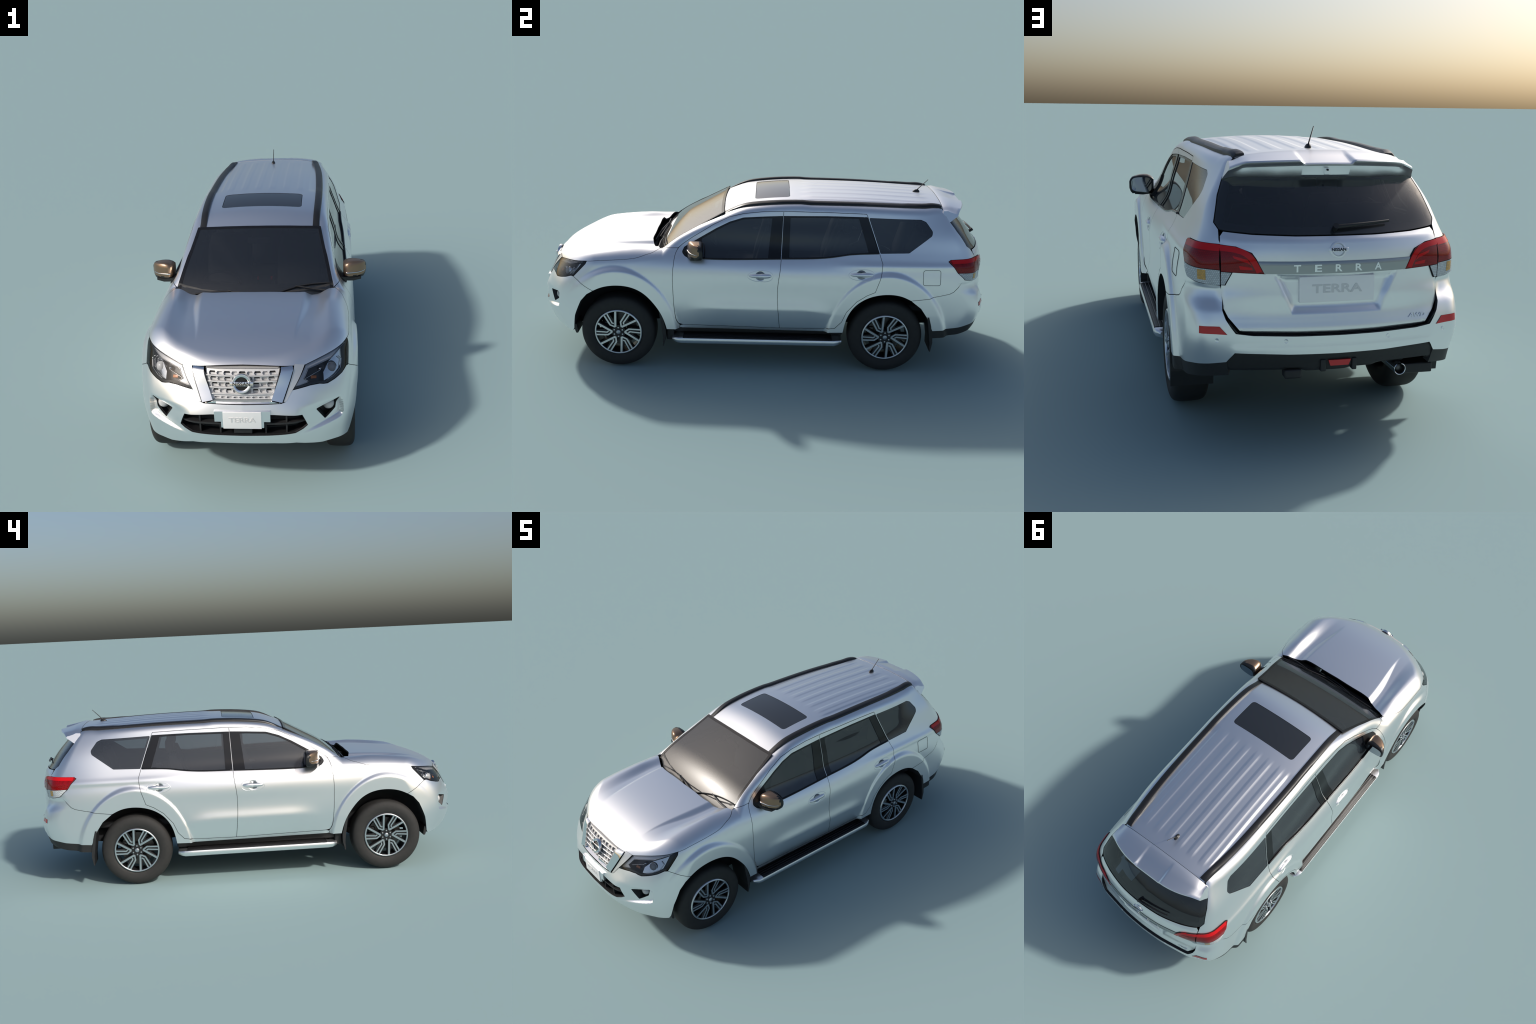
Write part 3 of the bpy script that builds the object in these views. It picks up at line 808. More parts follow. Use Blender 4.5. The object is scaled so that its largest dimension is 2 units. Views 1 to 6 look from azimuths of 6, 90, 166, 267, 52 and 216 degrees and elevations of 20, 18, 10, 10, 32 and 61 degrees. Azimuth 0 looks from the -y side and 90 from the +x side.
# black edge round the lower part
def ribbon(name, pts, w0, w1, off, mat, thick=.002, proj=FRONT, F=body, res=.006, **k):
    """band following a guide curve, between two distances from it (drawing-plane metres)"""
    u = proj.uv(np.array(pts)); t = np.gradient(u, axis=0); t /= np.linalg.norm(t, axis=1, keepdims=True); nn = np.stack([-t[:, 1], t[:, 0]], -1)
    return panel(name, [np.vstack([u + nn*w0, (u + nn*w1)[::-1]])], F, proj, [mat, mat], res=res, gap=0, offset=off, thick=thick, both=True, **k)
bar = on(body, FRONT, [(.328, -.775, .4735), (.310, -.815, .4630), (.288, -.847, .4505), (.250, -.878, .4440), (.214, -.899, .4375), (.2005, -.922, .4125), (.216, -.923, .4030), (.168, -.945, .3915)])
panel('running_light', [inset(resample(np.vstack([fu(lamp_top)[:-2], fu(bar)]), .006, True), .0015)], body, FRONT, [DRL, HOUSING], res=.006, gap=0, offset=-.007, thick=.004, both=True)
c = resample(bar, .006); v, f = tube(c - normals(body, c)*.005, .0013, 6); both_sides('chrome_lamp_trim', v, f, CHROME)
c = np.vstack([inner, lamp_top[1:-4]])[2:]; n = normals(body, c); u = fu(c); t = np.gradient(u, axis=0); t /= np.linalg.norm(t, axis=1, keepdims=True)
c = skin(body, FRONT, u + np.stack([t[:, 1], -t[:, 0]], -1)*.0035); v, f = tube(c - n*.005, .0012, 6); both_sides('chrome_lamp_trim', v, f, CHROME)
panel('lamp_reflector', [fu(on(body, FRONT, [(.326, -.79, .4660), (.300, -.835, .4520), (.280, -.85, .4440), (.266, -.885, .420), (.268, -.900, .396), (.297, -.88, .398), (.320, -.853, .408), (.331, -.83, .420)]))], body, FRONT, [REFLECT, HOUSING], res=.008, gap=0, offset=-.014, thick=.002, both=True)
c = resample(on(body, FRONT, [(.314, -.825, .448), (.325, -.82, .436), (.3225, -.845, .413), (.300, -.878, .400), (.280, -.895, .396)]), .006); v, f = tube(c - normals(body, c)*.009, .0016, 6); both_sides('chrome_lamp_trim', v, f, CHROME)
c = resample(on(body, FRONT, [(.204, -.92, .412), (.236, -.90, .4225), (.258, -.885, .428), (.262, -.88, .436)]), .006); v, f = tube(c - normals(body, c)*.016, .0014, 6); both_sides('chrome_lamp_trim', v, f, CHROME)
low_all = np.vstack([lamp_low, lamp_low2[1:]])
ribbon('headlight_bezel', low_all[::-1], .0012, .0075, -.003, GLOSSBLACK)
def lamp_at(x, y, z, depth):
    p = on(body, FRONT, [(x, y, z)]); return (p - normals(body, p)*depth)[0], normals(body, p)[0]
def orient(V, n):
    if n[1] > .3:      # facing the tail: turn about first so that lettering stays upright
        q = Vector((0, 1, 0)).rotation_difference(Vector(tuple(n))).to_matrix(); return (np.array(V)*[-1, -1, 1]) @ np.array(q).T
    q = Vector((0, -1, 0)).rotation_difference(Vector(tuple(n))).to_matrix(); return np.array(V) @ np.array(q).T
c, n = lamp_at(.297, -.86, .428, .024); n = np.array([.35, -.93, .05])
v, f = revolve([(-.020, 0), (-.0195, .006), (-.016, .0125), (-.010, .0165), (-.004, .0175)], 32, 'y')
both_sides('projector_lens', orient(v, n) + c, f, FOG, sharp=60)
v, f = revolve([(-.004, .0175), (-.006, .0195), (-.004, .0210), (.012, .021)], 32, 'y')
both_sides('projector_ring', orient(v, n) + c, f, CHROME, sharp=50)
c, n = lamp_at(.262, -.885, .432, .026); v, f = revolve([(-.008, 0), (-.007, .005), (0, .0085), (.01, .0085)], 20, 'y')
both_sides('side_lamp_bulb', orient(v, n) + c, f, REFLECT, sharp=60)
c, n = lamp_at(.236, -.905, .4140, .024); v, f = box((-.010, -.003, -.005), (.010, .003, .005), .002)
both_sides('indicator_bulb', orient(v, n) + c, f, ORANGE)

# number plate with its stepped bracket
yp = float(on(body, FRONT, [(0, -.99, .32)])[0][1]) + .002
v, f = join(box((-.091, yp - .006, .293), (.091, yp + .010, .3315), .001), box((-.070, yp - .0055, .271), (.070, yp + .012, .30), .001))
mesh_obj('plate_bracket', v, f, PAINT, sharp=40)
plate = mesh_obj('number_plate', *box((-.0625, yp - .0095, .2695), (.0625, yp - .0055, .3305), .0012), PLATE, sharp=40)
v, f = lettering('TERRA', .024, .088, .0012, bold=.0004); v[:, 2] *= 1.0
mesh_obj('plate_lettering', v + (0, yp - .0100, .3025), f, PLATETEXT, smooth=False, parent=plate)
v, f = box((-.03, yp + .0, .246), (.03, yp + .03, .272), .002); mesh_obj('plate_support', v, f, PLASTIC, sharp=40)

# round badge: ring, bar and lettering
def badge(name, r, centre, n, mats, text_mat, parent=None):
    ring = revolve([(-.000, r*.66), (-.004, r*.68), (-.0062, r*.80), (-.0055, r*.95), (-.001, r), (.006, r)], 48, 'y')
    b = mesh_obj(name, orient(ring[0], n) + centre, ring[1], mats[0], sharp=50)
    v, f = box((-r*1.18, -.0085, -r*.215), (r*1.18, -.002, r*.215), .0014)
    mesh_obj(name + '_bar', orient(v, n) + centre, f, mats[0], sharp=40, parent=b)
    v, f = lettering('NISSAN', r*.50, r*1.75, .0010, bold=.0003)
    mesh_obj(name + '_lettering', orient(v + (0, -.0088, 0), n) + centre, f, text_mat, smooth=False, parent=b)
    if mats[1]:
        v, f = revolve([(-.001, 0), (-.001, r*.7), (.006, r*.7)], 40, 'y'); mesh_obj(name + '_disc', orient(v, n) + centre, f, mats[1], sharp=50, parent=b)
p = on(body, FRONT, [(0, -.96, .412)]); n = normals(body, p)[0]
badge('front_badge', .0325, p[0] + n*.008, n, (CHROME, GLOSSBLACK), BLACK)

# ----------------------------------------------------------------------------
# rear end: lamps, garnish, plate, spoiler, valance, exhaust
# ----------------------------------------------------------------------------
def bu(pts): return BACK.uv(on(body, BACK, pts))
side_line = curve_through([(.3425, .829, .462), (.32, .88, .460), (.2785, .935, .4575)], 12)
lamp_a = [(.338, .792, .509), (.334, .802, .5155), (.318, .86, .517), (.2785, .925, .5165)]
red_side = np.vstack([bu(lamp_a), bu(side_line[::-1])])
clear_side = np.vstack([bu(side_line), bu([(.2785, .935, .4205), (.30, .915, .421), (.327, .885, .426), (.340, .861, .432)])])
def lamp_red(name, base, dark, cell):
    """lens with a fine moulded grid behind it"""
    m = material(name, base, rough=.06, spec=.4); nt = m.node_tree; b = nt.nodes['Principled BSDF']
    tc = nt.nodes.new('ShaderNodeTexCoord'); mp = nt.nodes.new('ShaderNodeMapping'); mp.inputs['Rotation'].default_value = (math.pi/2, 0, 0)
    br = nt.nodes.new('ShaderNodeTexBrick'); br.inputs['Scale'].default_value = 1; br.inputs['Brick Width'].default_value = cell; br.inputs['Row Height'].default_value = cell
    br.inputs['Mortar Size'].default_value = cell*.10; br.inputs['Mortar Smooth'].default_value = .5
    br.inputs['Color1'].default_value = (*base, 1); br.inputs['Color2'].default_value = (*[c*.8 for c in base], 1); br.inputs['Mortar'].default_value = (*dark, 1)
    nt.links.new(tc.outputs['Object'], mp.inputs[0]); nt.links.new(mp.outputs[0], br.inputs['Vector']); nt.links.new(br.outputs['Color'], b.inputs['Base Color'])
    return m
LAMPRED = lamp_red('red_lens', (.30, .004, .007), (.13, .002, .003), .004)
LAMPBRIGHT = material('bright_red_lens', (.60, .006, .010), rough=.06, spec=.35)
LAMPDARK = material('dark_red_lens', (.14, .004, .006), rough=.10, coat=.3)
LAMPCLEAR = lamp_red('clear_rear_lens', (.62, .65, .66), (.30, .33, .34), .0045)
AMBER = lamp_red('amber_cell', (.75, .42, .10), (.40, .25, .12), .004)
panel('tail_light', [red_side], body, BACK, [LAMPRED, LINER], res=.008, gap=.0008, offset=.004, thick=.014, both=True)
panel('tail_light_clear', [clear_side], body, BACK, [LAMPCLEAR, LINER], res=.008, gap=.0006, offset=.004, thick=.014, both=True)
top = on(body, BACK, curve_through(lamp_a[1:], 16))
ribbon('tail_light_band', top, .0015, .0165, .0052, LAMPBRIGHT, proj=BACK, thick=.003)
amb = bu([(.318, .893, .456), (.305, .91, .456), (.305, .91, .431), (.318, .893, .433)])
panel('tail_light_amber', [amb], body, BACK, [AMBER, LINER], res=.008, gap=0, offset=.0045, thick=.001, both=True)
lg = np.array(lamp_gate)
red_gate = np.array([(.2745, .5155), (.240, .5125), (.205, .499), (.196, .486), (.176, .4515), (.2745, .4545)])
clear_gate = np.array([(.2745, .4540), (.2505, .4530), (.266, .4220), (.2745, .4220)])
tail = lambda P: P[..., 1] - tail_y(np.clip(np.abs(P[..., 0]), 0, .38), np.clip(P[..., 2], .16, .76))
panel('tail_light', [red_gate], tail, REAR, [LAMPRED, LINER], res=.007, gap=.0005, offset=.004, thick=.014, both=True)
panel('tail_light_clear', [clear_gate], tail, REAR, [LAMPCLEAR, LINER], res=.007, gap=.0004, offset=.004, thick=.014, both=True)
c = skin(tail, REAR, curve_through([(.2745, .5155), (.240, .5125), (.212, .502), (.201, .492), (.1810, .4580)], 20))
ribbon('tail_light_band', c, .0012, .0140, .0052, LAMPBRIGHT, proj=REAR, F=tail, thick=.003)
for q in ([(.248, .492), (.215, .484), (.205, .470), (.215, .476), (.245, .486)], [(.235, .470), (.205, .466), (.203, .460), (.232, .461)]):
    panel('tail_light_cell', [np.array(q)], tail, REAR, [LAMPBRIGHT, LINER], res=.01, gap=0, offset=.0046, thick=.001, both=True)
panel('tail_light_cell', [np.array([(.21, .458), (.196, .458), (.199, .478), (.207, .474)])], tail, REAR, [LAMPDARK, LINER], res=.01, gap=0, offset=.0045, thick=.001, both=True)

# garnish bar over the plate, with spaced letters
gz0, gz1 = .4505, .4805
gh2 = np.array([(0, gz1), (.193, gz1), (.177, gz0), (0, gz0)])
gy = lambda P: P[..., 1] - tail_y(np.clip(np.abs(P[..., 0]), 0, .38), np.clip(P[..., 2], .16, .76)) - .006*smoothstep(gz1 + .002, gz1 - .006, P[..., 2])*.5
garnish = panel('plate_garnish', [symloop(gh2)], gy, REAR, [GARNISH, LINER], res=.006, gap=.0006, offset=.001, thick=.018)[0]
for i, ch in enumerate('TERRA'):
    x = .101 - i*.0505; p = skin(gy, REAR, np.array([[x, .4645]]))
    v, f = lettering(ch, .024, .0175, .0016, bold=.0006); v = v*[-1, -1, 1]
    v[:, 2] *= .0175/(v[:, 2].max() - v[:, 2].min())
    mesh_obj('garnish_letter', v + p[0] + (0, .0016, 0), f, CHROME, smooth=False, parent=garnish)
p = skin(tail, REAR, np.array([[0, .5065]])); n = normals(tail, p)[0]
badge('rear_badge', .0205, p[0] - n*.0025, n, (PAINT, PAINT), BLACK)
pc = skin(gate, REAR, np.array([[0, .41]]))[0]
plate = mesh_obj('number_plate', *box((-.094, pc[1] - .004, .3800), (.094, pc[1] + .0065, .4430), .0012), PLATE, sharp=40)
v, f = lettering('TERRA', .026, .126, .0012, bold=.0005); v = v*[-1, -1, 1]; v[:, 2] *= .021/(v[:, 2].max() - v[:, 2].min())
mesh_obj('plate_lettering', v + (0, pc[1] + .0070, .4130), f, PLATETEXT, smooth=False, parent=plate)
p = skin(gate, REAR, np.array([[-.213, .334]])); n = normals(gate, p)[0]
v, f = lettering('AWD', .014, .047, .0016, bold=.0003); v = v*[-1, -1, 1]; v[:, 0] -= v[:, 2]*.35
mesh_obj('drive_badge', orient(v*[-1, -1, 1], n) + p[0] + n*.0015, f, CHROME, smooth=False)

# bumper reflectors and parking sensors
panel('reflector', [bu([(.330, .94, .3255), (.284, .96, .326), (.265, .966, .3075), (.329, .94, .3080)])], body, BACK, [RED, LINER], res=.008, gap=0, offset=.0012, thick=.004, both=True)
for x, z in ((.122, .2915), (.298, .2925)):
    p = on(body, BACK, [(x, .97, z)]); n = normals(body, p)[0]
    v, f = revolve([(-.0006, 0), (-.0006, .0042), (-.0012, .0050), (.002, .0054)], 24, 'y')
    both_sides('parking_sensor', orient(v, n) + p[0], f, PAINT, sharp=40)

# spoiler: one closed section swept across the roof's rear edge
def spoiler_section(x):
    a = abs(x); sg = 1 if x >= 0 else -1
    yl = .884 - 1.55*max(0, a - .06)**2
    z9 = .7145 - .16*a**2 - 6*max(0, a - .19)**2; zl = z9 - .0080*float(smoothstep(.072, .058, np.array(a))); z9 -= .004
    yf = .773; zf = float(body_top(min(a, .225)))
    yg = float(np.interp(a, [0, .12, .2, .24], [.862, .852, .828, .806])); zg = .672
    mid = [(yf, zf - .014), (yf, zf + .0010), (yf + .020, zf + .0035), (yf*.5 + yl*.5, zf*.45 + zl*.55 + .0035), (yl - .014, zl + .0016), (yl - .003, zl), (yl, zl - .0035), (yl - .003, zl - .0080),
           (yl - .020, z9 - .0125), (min(yg + .014, yl - .022), z9 - .018), (yg, zg + .003), (yg - .010, zg - .004), (yf + .01, zg + .004)]
    end = [(yf, zf - .014), (yf, zf + .0005), (yf + .020, zf + .0015), (yf*.5 + yl*.5, zf*.5 + zl*.5 + .001), (yl - .012, zl + .0010), (yl - .003, zl - .0006), (yl, zl - .0045), (yl - .003, zl - .010),
           (yl - .012, zl - .016), (yl - .024, zl - .024), (.806, .664), (.797, .659), (yf + .012, .684)]
    t = float(smoothstep(.205, .231, np.array(a))); o = []
    for (y0, z0), (y1, z1) in zip(mid, end):
        y, z = y0 + (y1 - y0)*t, z0 + (z1 - z0)*t
        o.append((x + sg*(.700 - z)*.45*float(smoothstep(.18, .232, np.array(a))), y, z))
    return o
def body_top(a):
    return skin(body, TOP, np.array([[a, .772]]))[0][2]
xs = np.r_[-.2345, -.233, np.linspace(-.230, -.08, 22), np.linspace(-.074, -.056, 6), np.linspace(-.045, .045, 7), np.linspace(.056, .074, 6), np.linspace(.08, .230, 22), .233, .2345]
v, f = loft([spoiler_section(x) for x in xs]); mesh_obj('roof_spoiler', v, f, PAINT, sharp=38)
# two dark slots at its front and the washer jet
v, f = revolve([(-.006, 0), (-.006, .0022), (.0, .0026)], 12, 'y'); mesh_obj('washer_jet', v*[1, -1, 1] + (0, .8745, .6885), f, BLACK)
v, f = box((-.0065, .850, .676), (.0065, .8735, .6935), .002); mesh_obj('washer_jet_base', v, f, PAINT, sharp=40)

# black lower valance and corner skirts
skirt_top = [(.262, .95, .236), (.30, .93, .228), (.335, .89, .221)]
tp = np.vstack([bu(skirt_top), BACK.uv(np.array(lowside))]); bt = tp - [0, .034]; bt[0] -= [.0, .002]
panel('bumper_skirt', [np.vstack([tp + [0, .003], bt[::-1]])], body, BACK, [PLASTIC, LINER], res=.01, gap=0, offset=-.001, thick=.02, both=True)
def val_y(x): return tail_y(np.clip(np.abs(x), 0, .38), np.full(np.shape(x), .26))
X = np.linspace(-.276, .276, 47); sec = []
for x in X:
    a = abs(x); y = float(val_y(np.array(x))); t = float(smoothstep(.245, .275, np.array(a)))
    zb = .210 - .004*float(smoothstep(.06, .05, np.array(abs(x - .02)))) + .016*float(smoothstep(.10, .125, np.array(-x)))*float(smoothstep(.255, .24, np.array(-x)))
    sec.append([(x, y - .003 - .01*t, .2635 - .026*t), (x, y - .004 - .01*t, .252 - .02*t), (x, y - .012, .240 - .012*t), (x, y - .014, .222), (x, y - .020, zb + .004), (x, y - .030, zb), (x, y - .12, zb - .002), (x, y - .12, .25)])
v, f = loft(sec); mesh_obj('rear_valance', v, f, PLASTIC, sharp=35)
yv = float(val_y(np.array(0.)))
v, f = loft([[(x, y, z) for x, z in ((-.036, .2365), (.021, .2365), (.016, .2225), (-.030, .2225))] for y in (yv - .03, yv - .0075)])
mesh_obj('fog_light_red', v, f, RED, smooth=False)
for x0, x1 in ((-.052, -.040), (.026, .040)):
    v, f = box((x0, yv - .03, .208), (x1, yv - .010, .238), .003); mesh_obj('valance_rib', v, f, PLASTIC, sharp=40)
v, f = box((.085, yv - .05, .192), (.128, yv - .016, .215), .006); mesh_obj('tow_cover', v, f, PLASTIC, sharp=40)
v, f = revolve([(-.004, .0135), (.0, .0135), (.0008, .0145), (0, .0155), (-.012, .0158), (-.10, .0158)], 24, 'y')
mesh_obj('exhaust_tip', v + (-.181, .950, .1885), f, CHROME, sharp=40)
v, f = revolve([(-.05, 0), (-.05, .0135), (-.003, .0135)], 24, 'y'); mesh_obj('exhaust_inner', v + (-.181, .950, .1885), f, LINER)
v, f = tube([(-.181, .40, .20), (-.181, .60, .20), (-.181, .86, .1885), (-.181, .94, .1885)], .0148, 16); mesh_obj('exhaust_pipe', v, f, STEEL)
v, f = box((-.275, .86, .170), (-.19, .935, .196), .004); mesh_obj('valance_rib', v, f, PLASTIC, sharp=40)

# ----------------------------------------------------------------------------
# wheels
# ----------------------------------------------------------------------------
AX = .3145
prof = [(-.040, .1035), (-.046, .107), (-.0515, .120), (-.0525, .132), (-.0495, .146), (-.0435, .156), (-.034, .1612), (-.02, .163), (.02, .163), (.034, .1612), (.0435, .156), (.0495, .146), (.0525, .132), (.0515, .120), (.046, .107), (.040, .1035)]
pr = curve_through(prof, 46)
V, F_ = revolve(pr, 72, 'x'); 
def me(name, V, F, mats, sharp=None, smooth=True):
    o = mesh_obj(name, V, F, mats, sharp=sharp, smooth=smooth); d = o.data; bpy.data.objects.remove(o); return d
tyre_me = me('tyre', V, F_, RUBBER)
# barrel and lip of the rim
V, F_ = revolve([(-.046, .106), (-.040, .100), (.0, .092), (.030, .095), (.047, .0965)], 64, 'x'); barrel_me = me('rim_barrel', V, F_, DARKALLOY)
V, F_ = revolve([(.044, .0950), (.049, .0958), (.0508, .0972), (.0508, .1005), (.0495, .1030), (.043, .1055)], 72, 'x'); lip_me = me('rim_lip', V, F_, ALLOY)
RR = .101
def bar2d(path, w):
    """polyline in the wheel plane thickened to a closed outline"""
    p = np.array(path, float); t = np.gradient(p, axis=0); t /= np.linalg.norm(t, axis=1, keepdims=True)
    e = np.diff(p, axis=0); e /= np.linalg.norm(e, axis=1, keepdims=True); N = []
    for i in range(len(p)):
        a = e[max(i-1, 0)]; b = e[min(i, len(e)-1)]; n = np.array([-(a+b)[1], (a+b)[0]]); n /= np.linalg.norm(n)
        N.append(n/max(.5, n @ np.array([-a[1], a[0]])))
    N = np.array(N); return np.vstack([p + N*w/2, (p - N*w/2)[::-1]])
def extrude2d(poly, x0, x1, dome=0.):
    """outline in the wheel plane (y, z) -> solid between x0 (back) and x1 (face)"""
    q, f = fill([resample(poly, .01, True)], .012); n = len(q); r = np.linalg.norm(q, axis=1)
    fx = x1 - dome*(1 - r/RR)
    V = np.vstack([np.column_stack([fx, q]), np.column_stack([np.full(n, x0) - dome*(1 - r/RR), q])])
    fs = [tuple(t) for t in f] + [tuple(t[::-1] + n) for t in f]
    d = np.vstack([f[:, [0, 1]], f[:, [1, 2]], f[:, [2, 0]]]); u, i, c = np.unique(np.sort(d, 1), axis=0, return_index=True, return_counts=True)
    for a, b in d[i[c == 1]]: fs.append((b, a, a + n, b + n))
    return V, fs
spokes, backs = [], []
for k in range(6):
    t = math.radians(60*k); R2 = np.array([[math.cos(t), -math.sin(t)], [math.sin(t), math.cos(t)]])
    for path, w in (([(.265, -.005), (.90, -.405)], .085), ([(.265, -.005), (.335, .055), (.455, .140), (.975, .128)], .066), ([(.425, -.030), (.50, .022), (.60, .010), (.975, -.018)], .058)):
        spokes.append(extrude2d((np.array(path) @ R2.T*RR) if False else bar2d(np.array(path)*RR, w*RR) @ R2.T, .036, .0500, .005))
    b = np.array([(.20, -.06), (.26, .06), (.42, .17), (.97, .17), (.97, -.08), (.60, -.10), (.93, -.36), (.86, -.47), (.30, -.09)])*RR
    backs.append(extrude2d(b @ R2.T, .020, .0445, .005))
v, f = join(*spokes); spoke_me = me('spokes', v, f, ALLOY, smooth=False)
v, f = join(*backs, extrude2d(np.array([(math.cos(a)*.30*RR, math.sin(a)*.30*RR) for a in np.linspace(0, 2*np.pi, 36, endpoint=False)]), .018, .0445, .0))
back_me = me('spoke_backs', v, f, DARKALLOY, smooth=False)
v, f = revolve([(.051, 0), (.0505, .006), (.049, .0092), (.040, .0098)], 32, 'x'); cap_me = me('hub_cap', v, f, material('hub_cap_silver', (.42, .46, .50), metallic=.8, rough=.3), sharp=50)
nuts = []
for k in range(6):
    t = math.radians(60*k + 30); v, f = revolve([(.0495, 0), (.049, .0032), (.047, .0042), (.040, .0042)], 12, 'x'); nuts.append((v + (0, math.cos(t)*.0205, math.sin(t)*.0205), f))
v, f = join(*nuts); nut_me = me('wheel_nuts', v, f, ALLOY, sharp=50)
v, f = revolve([(-.004, .030), (-.004, .076), (.004, .076), (.004, .030)], 48, 'x', True); disc_me = me('brake_disc', v, f, STEEL, sharp=40)
v, f = box((-.020, -.078, -.028), (.014, -.046, .034), .006); cal_me = me('brake_caliper', v, f, STEEL, sharp=40)
for sx in (1, -1):
    for yc in (WHEEL_F, WHEEL_R):
        wh = bpy.data.objects.new('wheel', None); link(wh, ROOT); wh.location = (sx*AX, yc, WHEEL_Z); wh.rotation_euler = (0, 0, 0 if sx > 0 else math.pi)
        for nm, d in (('tyre', tyre_me), ('rim_barrel', barrel_me), ('rim_lip', lip_me), ('spokes', spoke_me), ('spoke_backs', back_me), ('hub_cap', cap_me), ('wheel_nuts', nut_me), ('brake_disc', disc_me), ('brake_caliper', cal_me)):
            o = bpy.data.objects.new(nm, d); link(o, wh)
# wheel housings
def housing(curve, yc):
    c = resample(curve, .015); Q = on(body, SIDE, [(0, y, z) for y, z in c]); N = normals(body, Q)
    A = Q - (.004, 0, 0); Bk = Q.copy(); Bk[:, 0] = .245; n = len(c)
    mid = A*.5 + Bk*.5
    V = np.vstack([A, Bk]); f = [(i, i+1, i+1+n, i+n) for i in range(n-1)]
    V = np.vstack([V, [(.245, yc, .17)]]); f += [(n + i, n + i + 1, 2*n) for i in range(n-1)]
    both_sides('wheel_housing', V, f, LINER)
arch_f_full = np.vstack([[(-.826, .160), (-.8225, .175), (-.813, .238), (-.783, .310), (-.755, .342)], arch_f])
housing(arch_f_full + 0, WHEEL_F)
arch_r_full = np.vstack([[(.739, .190), (.722, .240), (.708, .268), (.681, .307)], arch_r])
housing(arch_r_full, WHEEL_R)
# mud flaps
def flap(pts, x0, x1, name='mud_flap'):
    S = []
    for y, z, t in pts: S.append([(x0, y - t, z), (x1, y - t, z), (x1, y + t, z), (x0, y + t, z)])
    v, f = loft(S); both_sides(name, v, f, PLASTIC, smooth=False)
flap([(-.444, .268, .003), (-.437, .24, .006), (-.427, .185, .008), (-.425, .15, .006), (-.431, .108, .002)], .268, .377)
v, f = box((.285, -.418, .128), (.352, -.386, .192), .005); both_sides('step_end_cover', v, f, PLASTIC, sharp=40)
flap([(.716, .268, .004), (.725, .23, .006), (.733, .18, .007), (.737, .15, .006), (.734, .107, .002)], .264, .379)
flap([(-.820, .190, .006), (-.815, .160, .006), (-.813, .148, .004)], .25, .345, 'wheel_deflector')

# ----------------------------------------------------------------------------
# side steps, sills and underbody
# ----------------------------------------------------------------------------
ys = np.r_[-.392, -.389, -.382, -.37, -.35, np.linspace(-.30, .28, 8), .315, .330, .340, .345, .347]
S = []
for y in ys:
    t = float(np.clip(min((y + .395)/.03, (.350 - y)/.03), .15, 1)); k = math.sqrt(t)
    xo = .388 - .030*(1 - k); zt, zb = .152 - .006*(1-k), .121 + .010*(1 - k)
    S.append([(.300, y, zt), (xo - .008, y, zt), (xo - .003, y, zt - .002), (xo, y, zt - .008), (xo - .001, y, zb + .014), (xo - .008, y, zb + .004), (xo - .024, y, zb), (.300, y, zb + .006)])
v, f = loft(S); both_sides('side_step', v, f, PAINT, sharp=40)
prof = [(.302, .1525)]
for i in range(6):
    x = .304 + i*.0132; prof += [(x, .1542), (x + .009, .1542), (x + .0105, .1532), (x + .0122, .1532)]
prof += [(.3835, .1542), (.3850, .1525), (.3845, .1480), (.302, .1480)]
v, f = loft([[(x, y, z) for x, z in prof] for y in (-.345, .305)]); both_sides('step_tread', v, f, BLACK, smooth=False)
v, f = box((.26, -.405, .155), (.328, .352, .192), .006); both_sides('sill_trim', v, f, PLASTIC, sharp=40)
for y in (-.28, 0, .24):
    v, f = box((.20, y - .012, .135), (.32, y + .012, .155), .003); both_sides('step_bracket', v, f, PLASTIC, sharp=40)
v, f = join(box((-.28, -.40, .150), (.28, .35, .205), .01), box((-.20, -.90, .165), (.20, -.40, .25), .01), box((-.20, .35, .18), (.20, .80, .26), .01), box((-.20, .78, .203), (.20, .93, .26), .01),
            box((-.10, -.66, .135), (.10, -.59, .19), .01), box((-.28, .51, .145), (.28, .56, .185), .015), box((-.28, -.65, .145), (.28, -.61, .18), .012))
mesh_obj('underbody', v, f, LINER, sharp=40)

# ----------------------------------------------------------------------------
# roof rails, aerial, mirrors, handles, wipers
# ----------------------------------------------------------------------------
rail_out = Curve1([(-.175, .239), (0, .2475), (.2, .2500), (.4, .2470), (.6, .2370), (.77, .2185)])
rail_in = Curve1([(-.175, .2130), (0, .2185), (.2, .2200), (.4, .2165), (.6, .2070), (.77, .1875)])
rail_h = Curve1([(-.175, .001), (-.12, .008), (-.04, .011), (.1, .0105), (.3, .0095), (.6, .010), (.70, .0105), (.745, .008), (.77, .003)])
S = []
for y in np.r_[np.linspace(-.172, -.02, 14), np.linspace(.02, .68, 24), np.linspace(.70, .767, 8)]:
    xo, xi, h = float(rail_out(y)), float(rail_in(y)), float(rail_h(y))
    zi, zo = skin(body, TOP, np.array([[xi, y], [xo, y]]))[:, 2]
    lift = .0015 if y > .61 else 0
    S.append([(xi, y, zi - .006), (xi + .001, y, zi + h*.75 + lift), (xi + .006, y, zi + h + lift - .001), (xo - .009, y, zi + h*.92 + lift - .002), (xo - .002, y, zo + h*.75 + lift*.5), (xo, y, zo + h*.3), (xo, y, zo - .004)])
v, f = loft(S); both_sides('roof_rail', v, f, BLACK, sharp=35)

za = float(skin(body, TOP, np.array([[0, .687]]))[0][2])
v, f = loft([[(math.cos(t)*.0085*s, .690 + math.sin(t)*.016*s + o, za + z) for t in np.linspace(0, 2*np.pi, 16, endpoint=False)] for s, z, o in ((1, -.002, 0), (1, .003, 0), (.75, .007, .001), (.45, .0105, .003))])
v2, f2 = tube([(0, .693, za + .009), (0, .741, .7905)], [.0021, .0013], 10)
v, f = join((v, f), (v2, f2)); mesh_obj('aerial', v, f, BLACK, sharp=50)

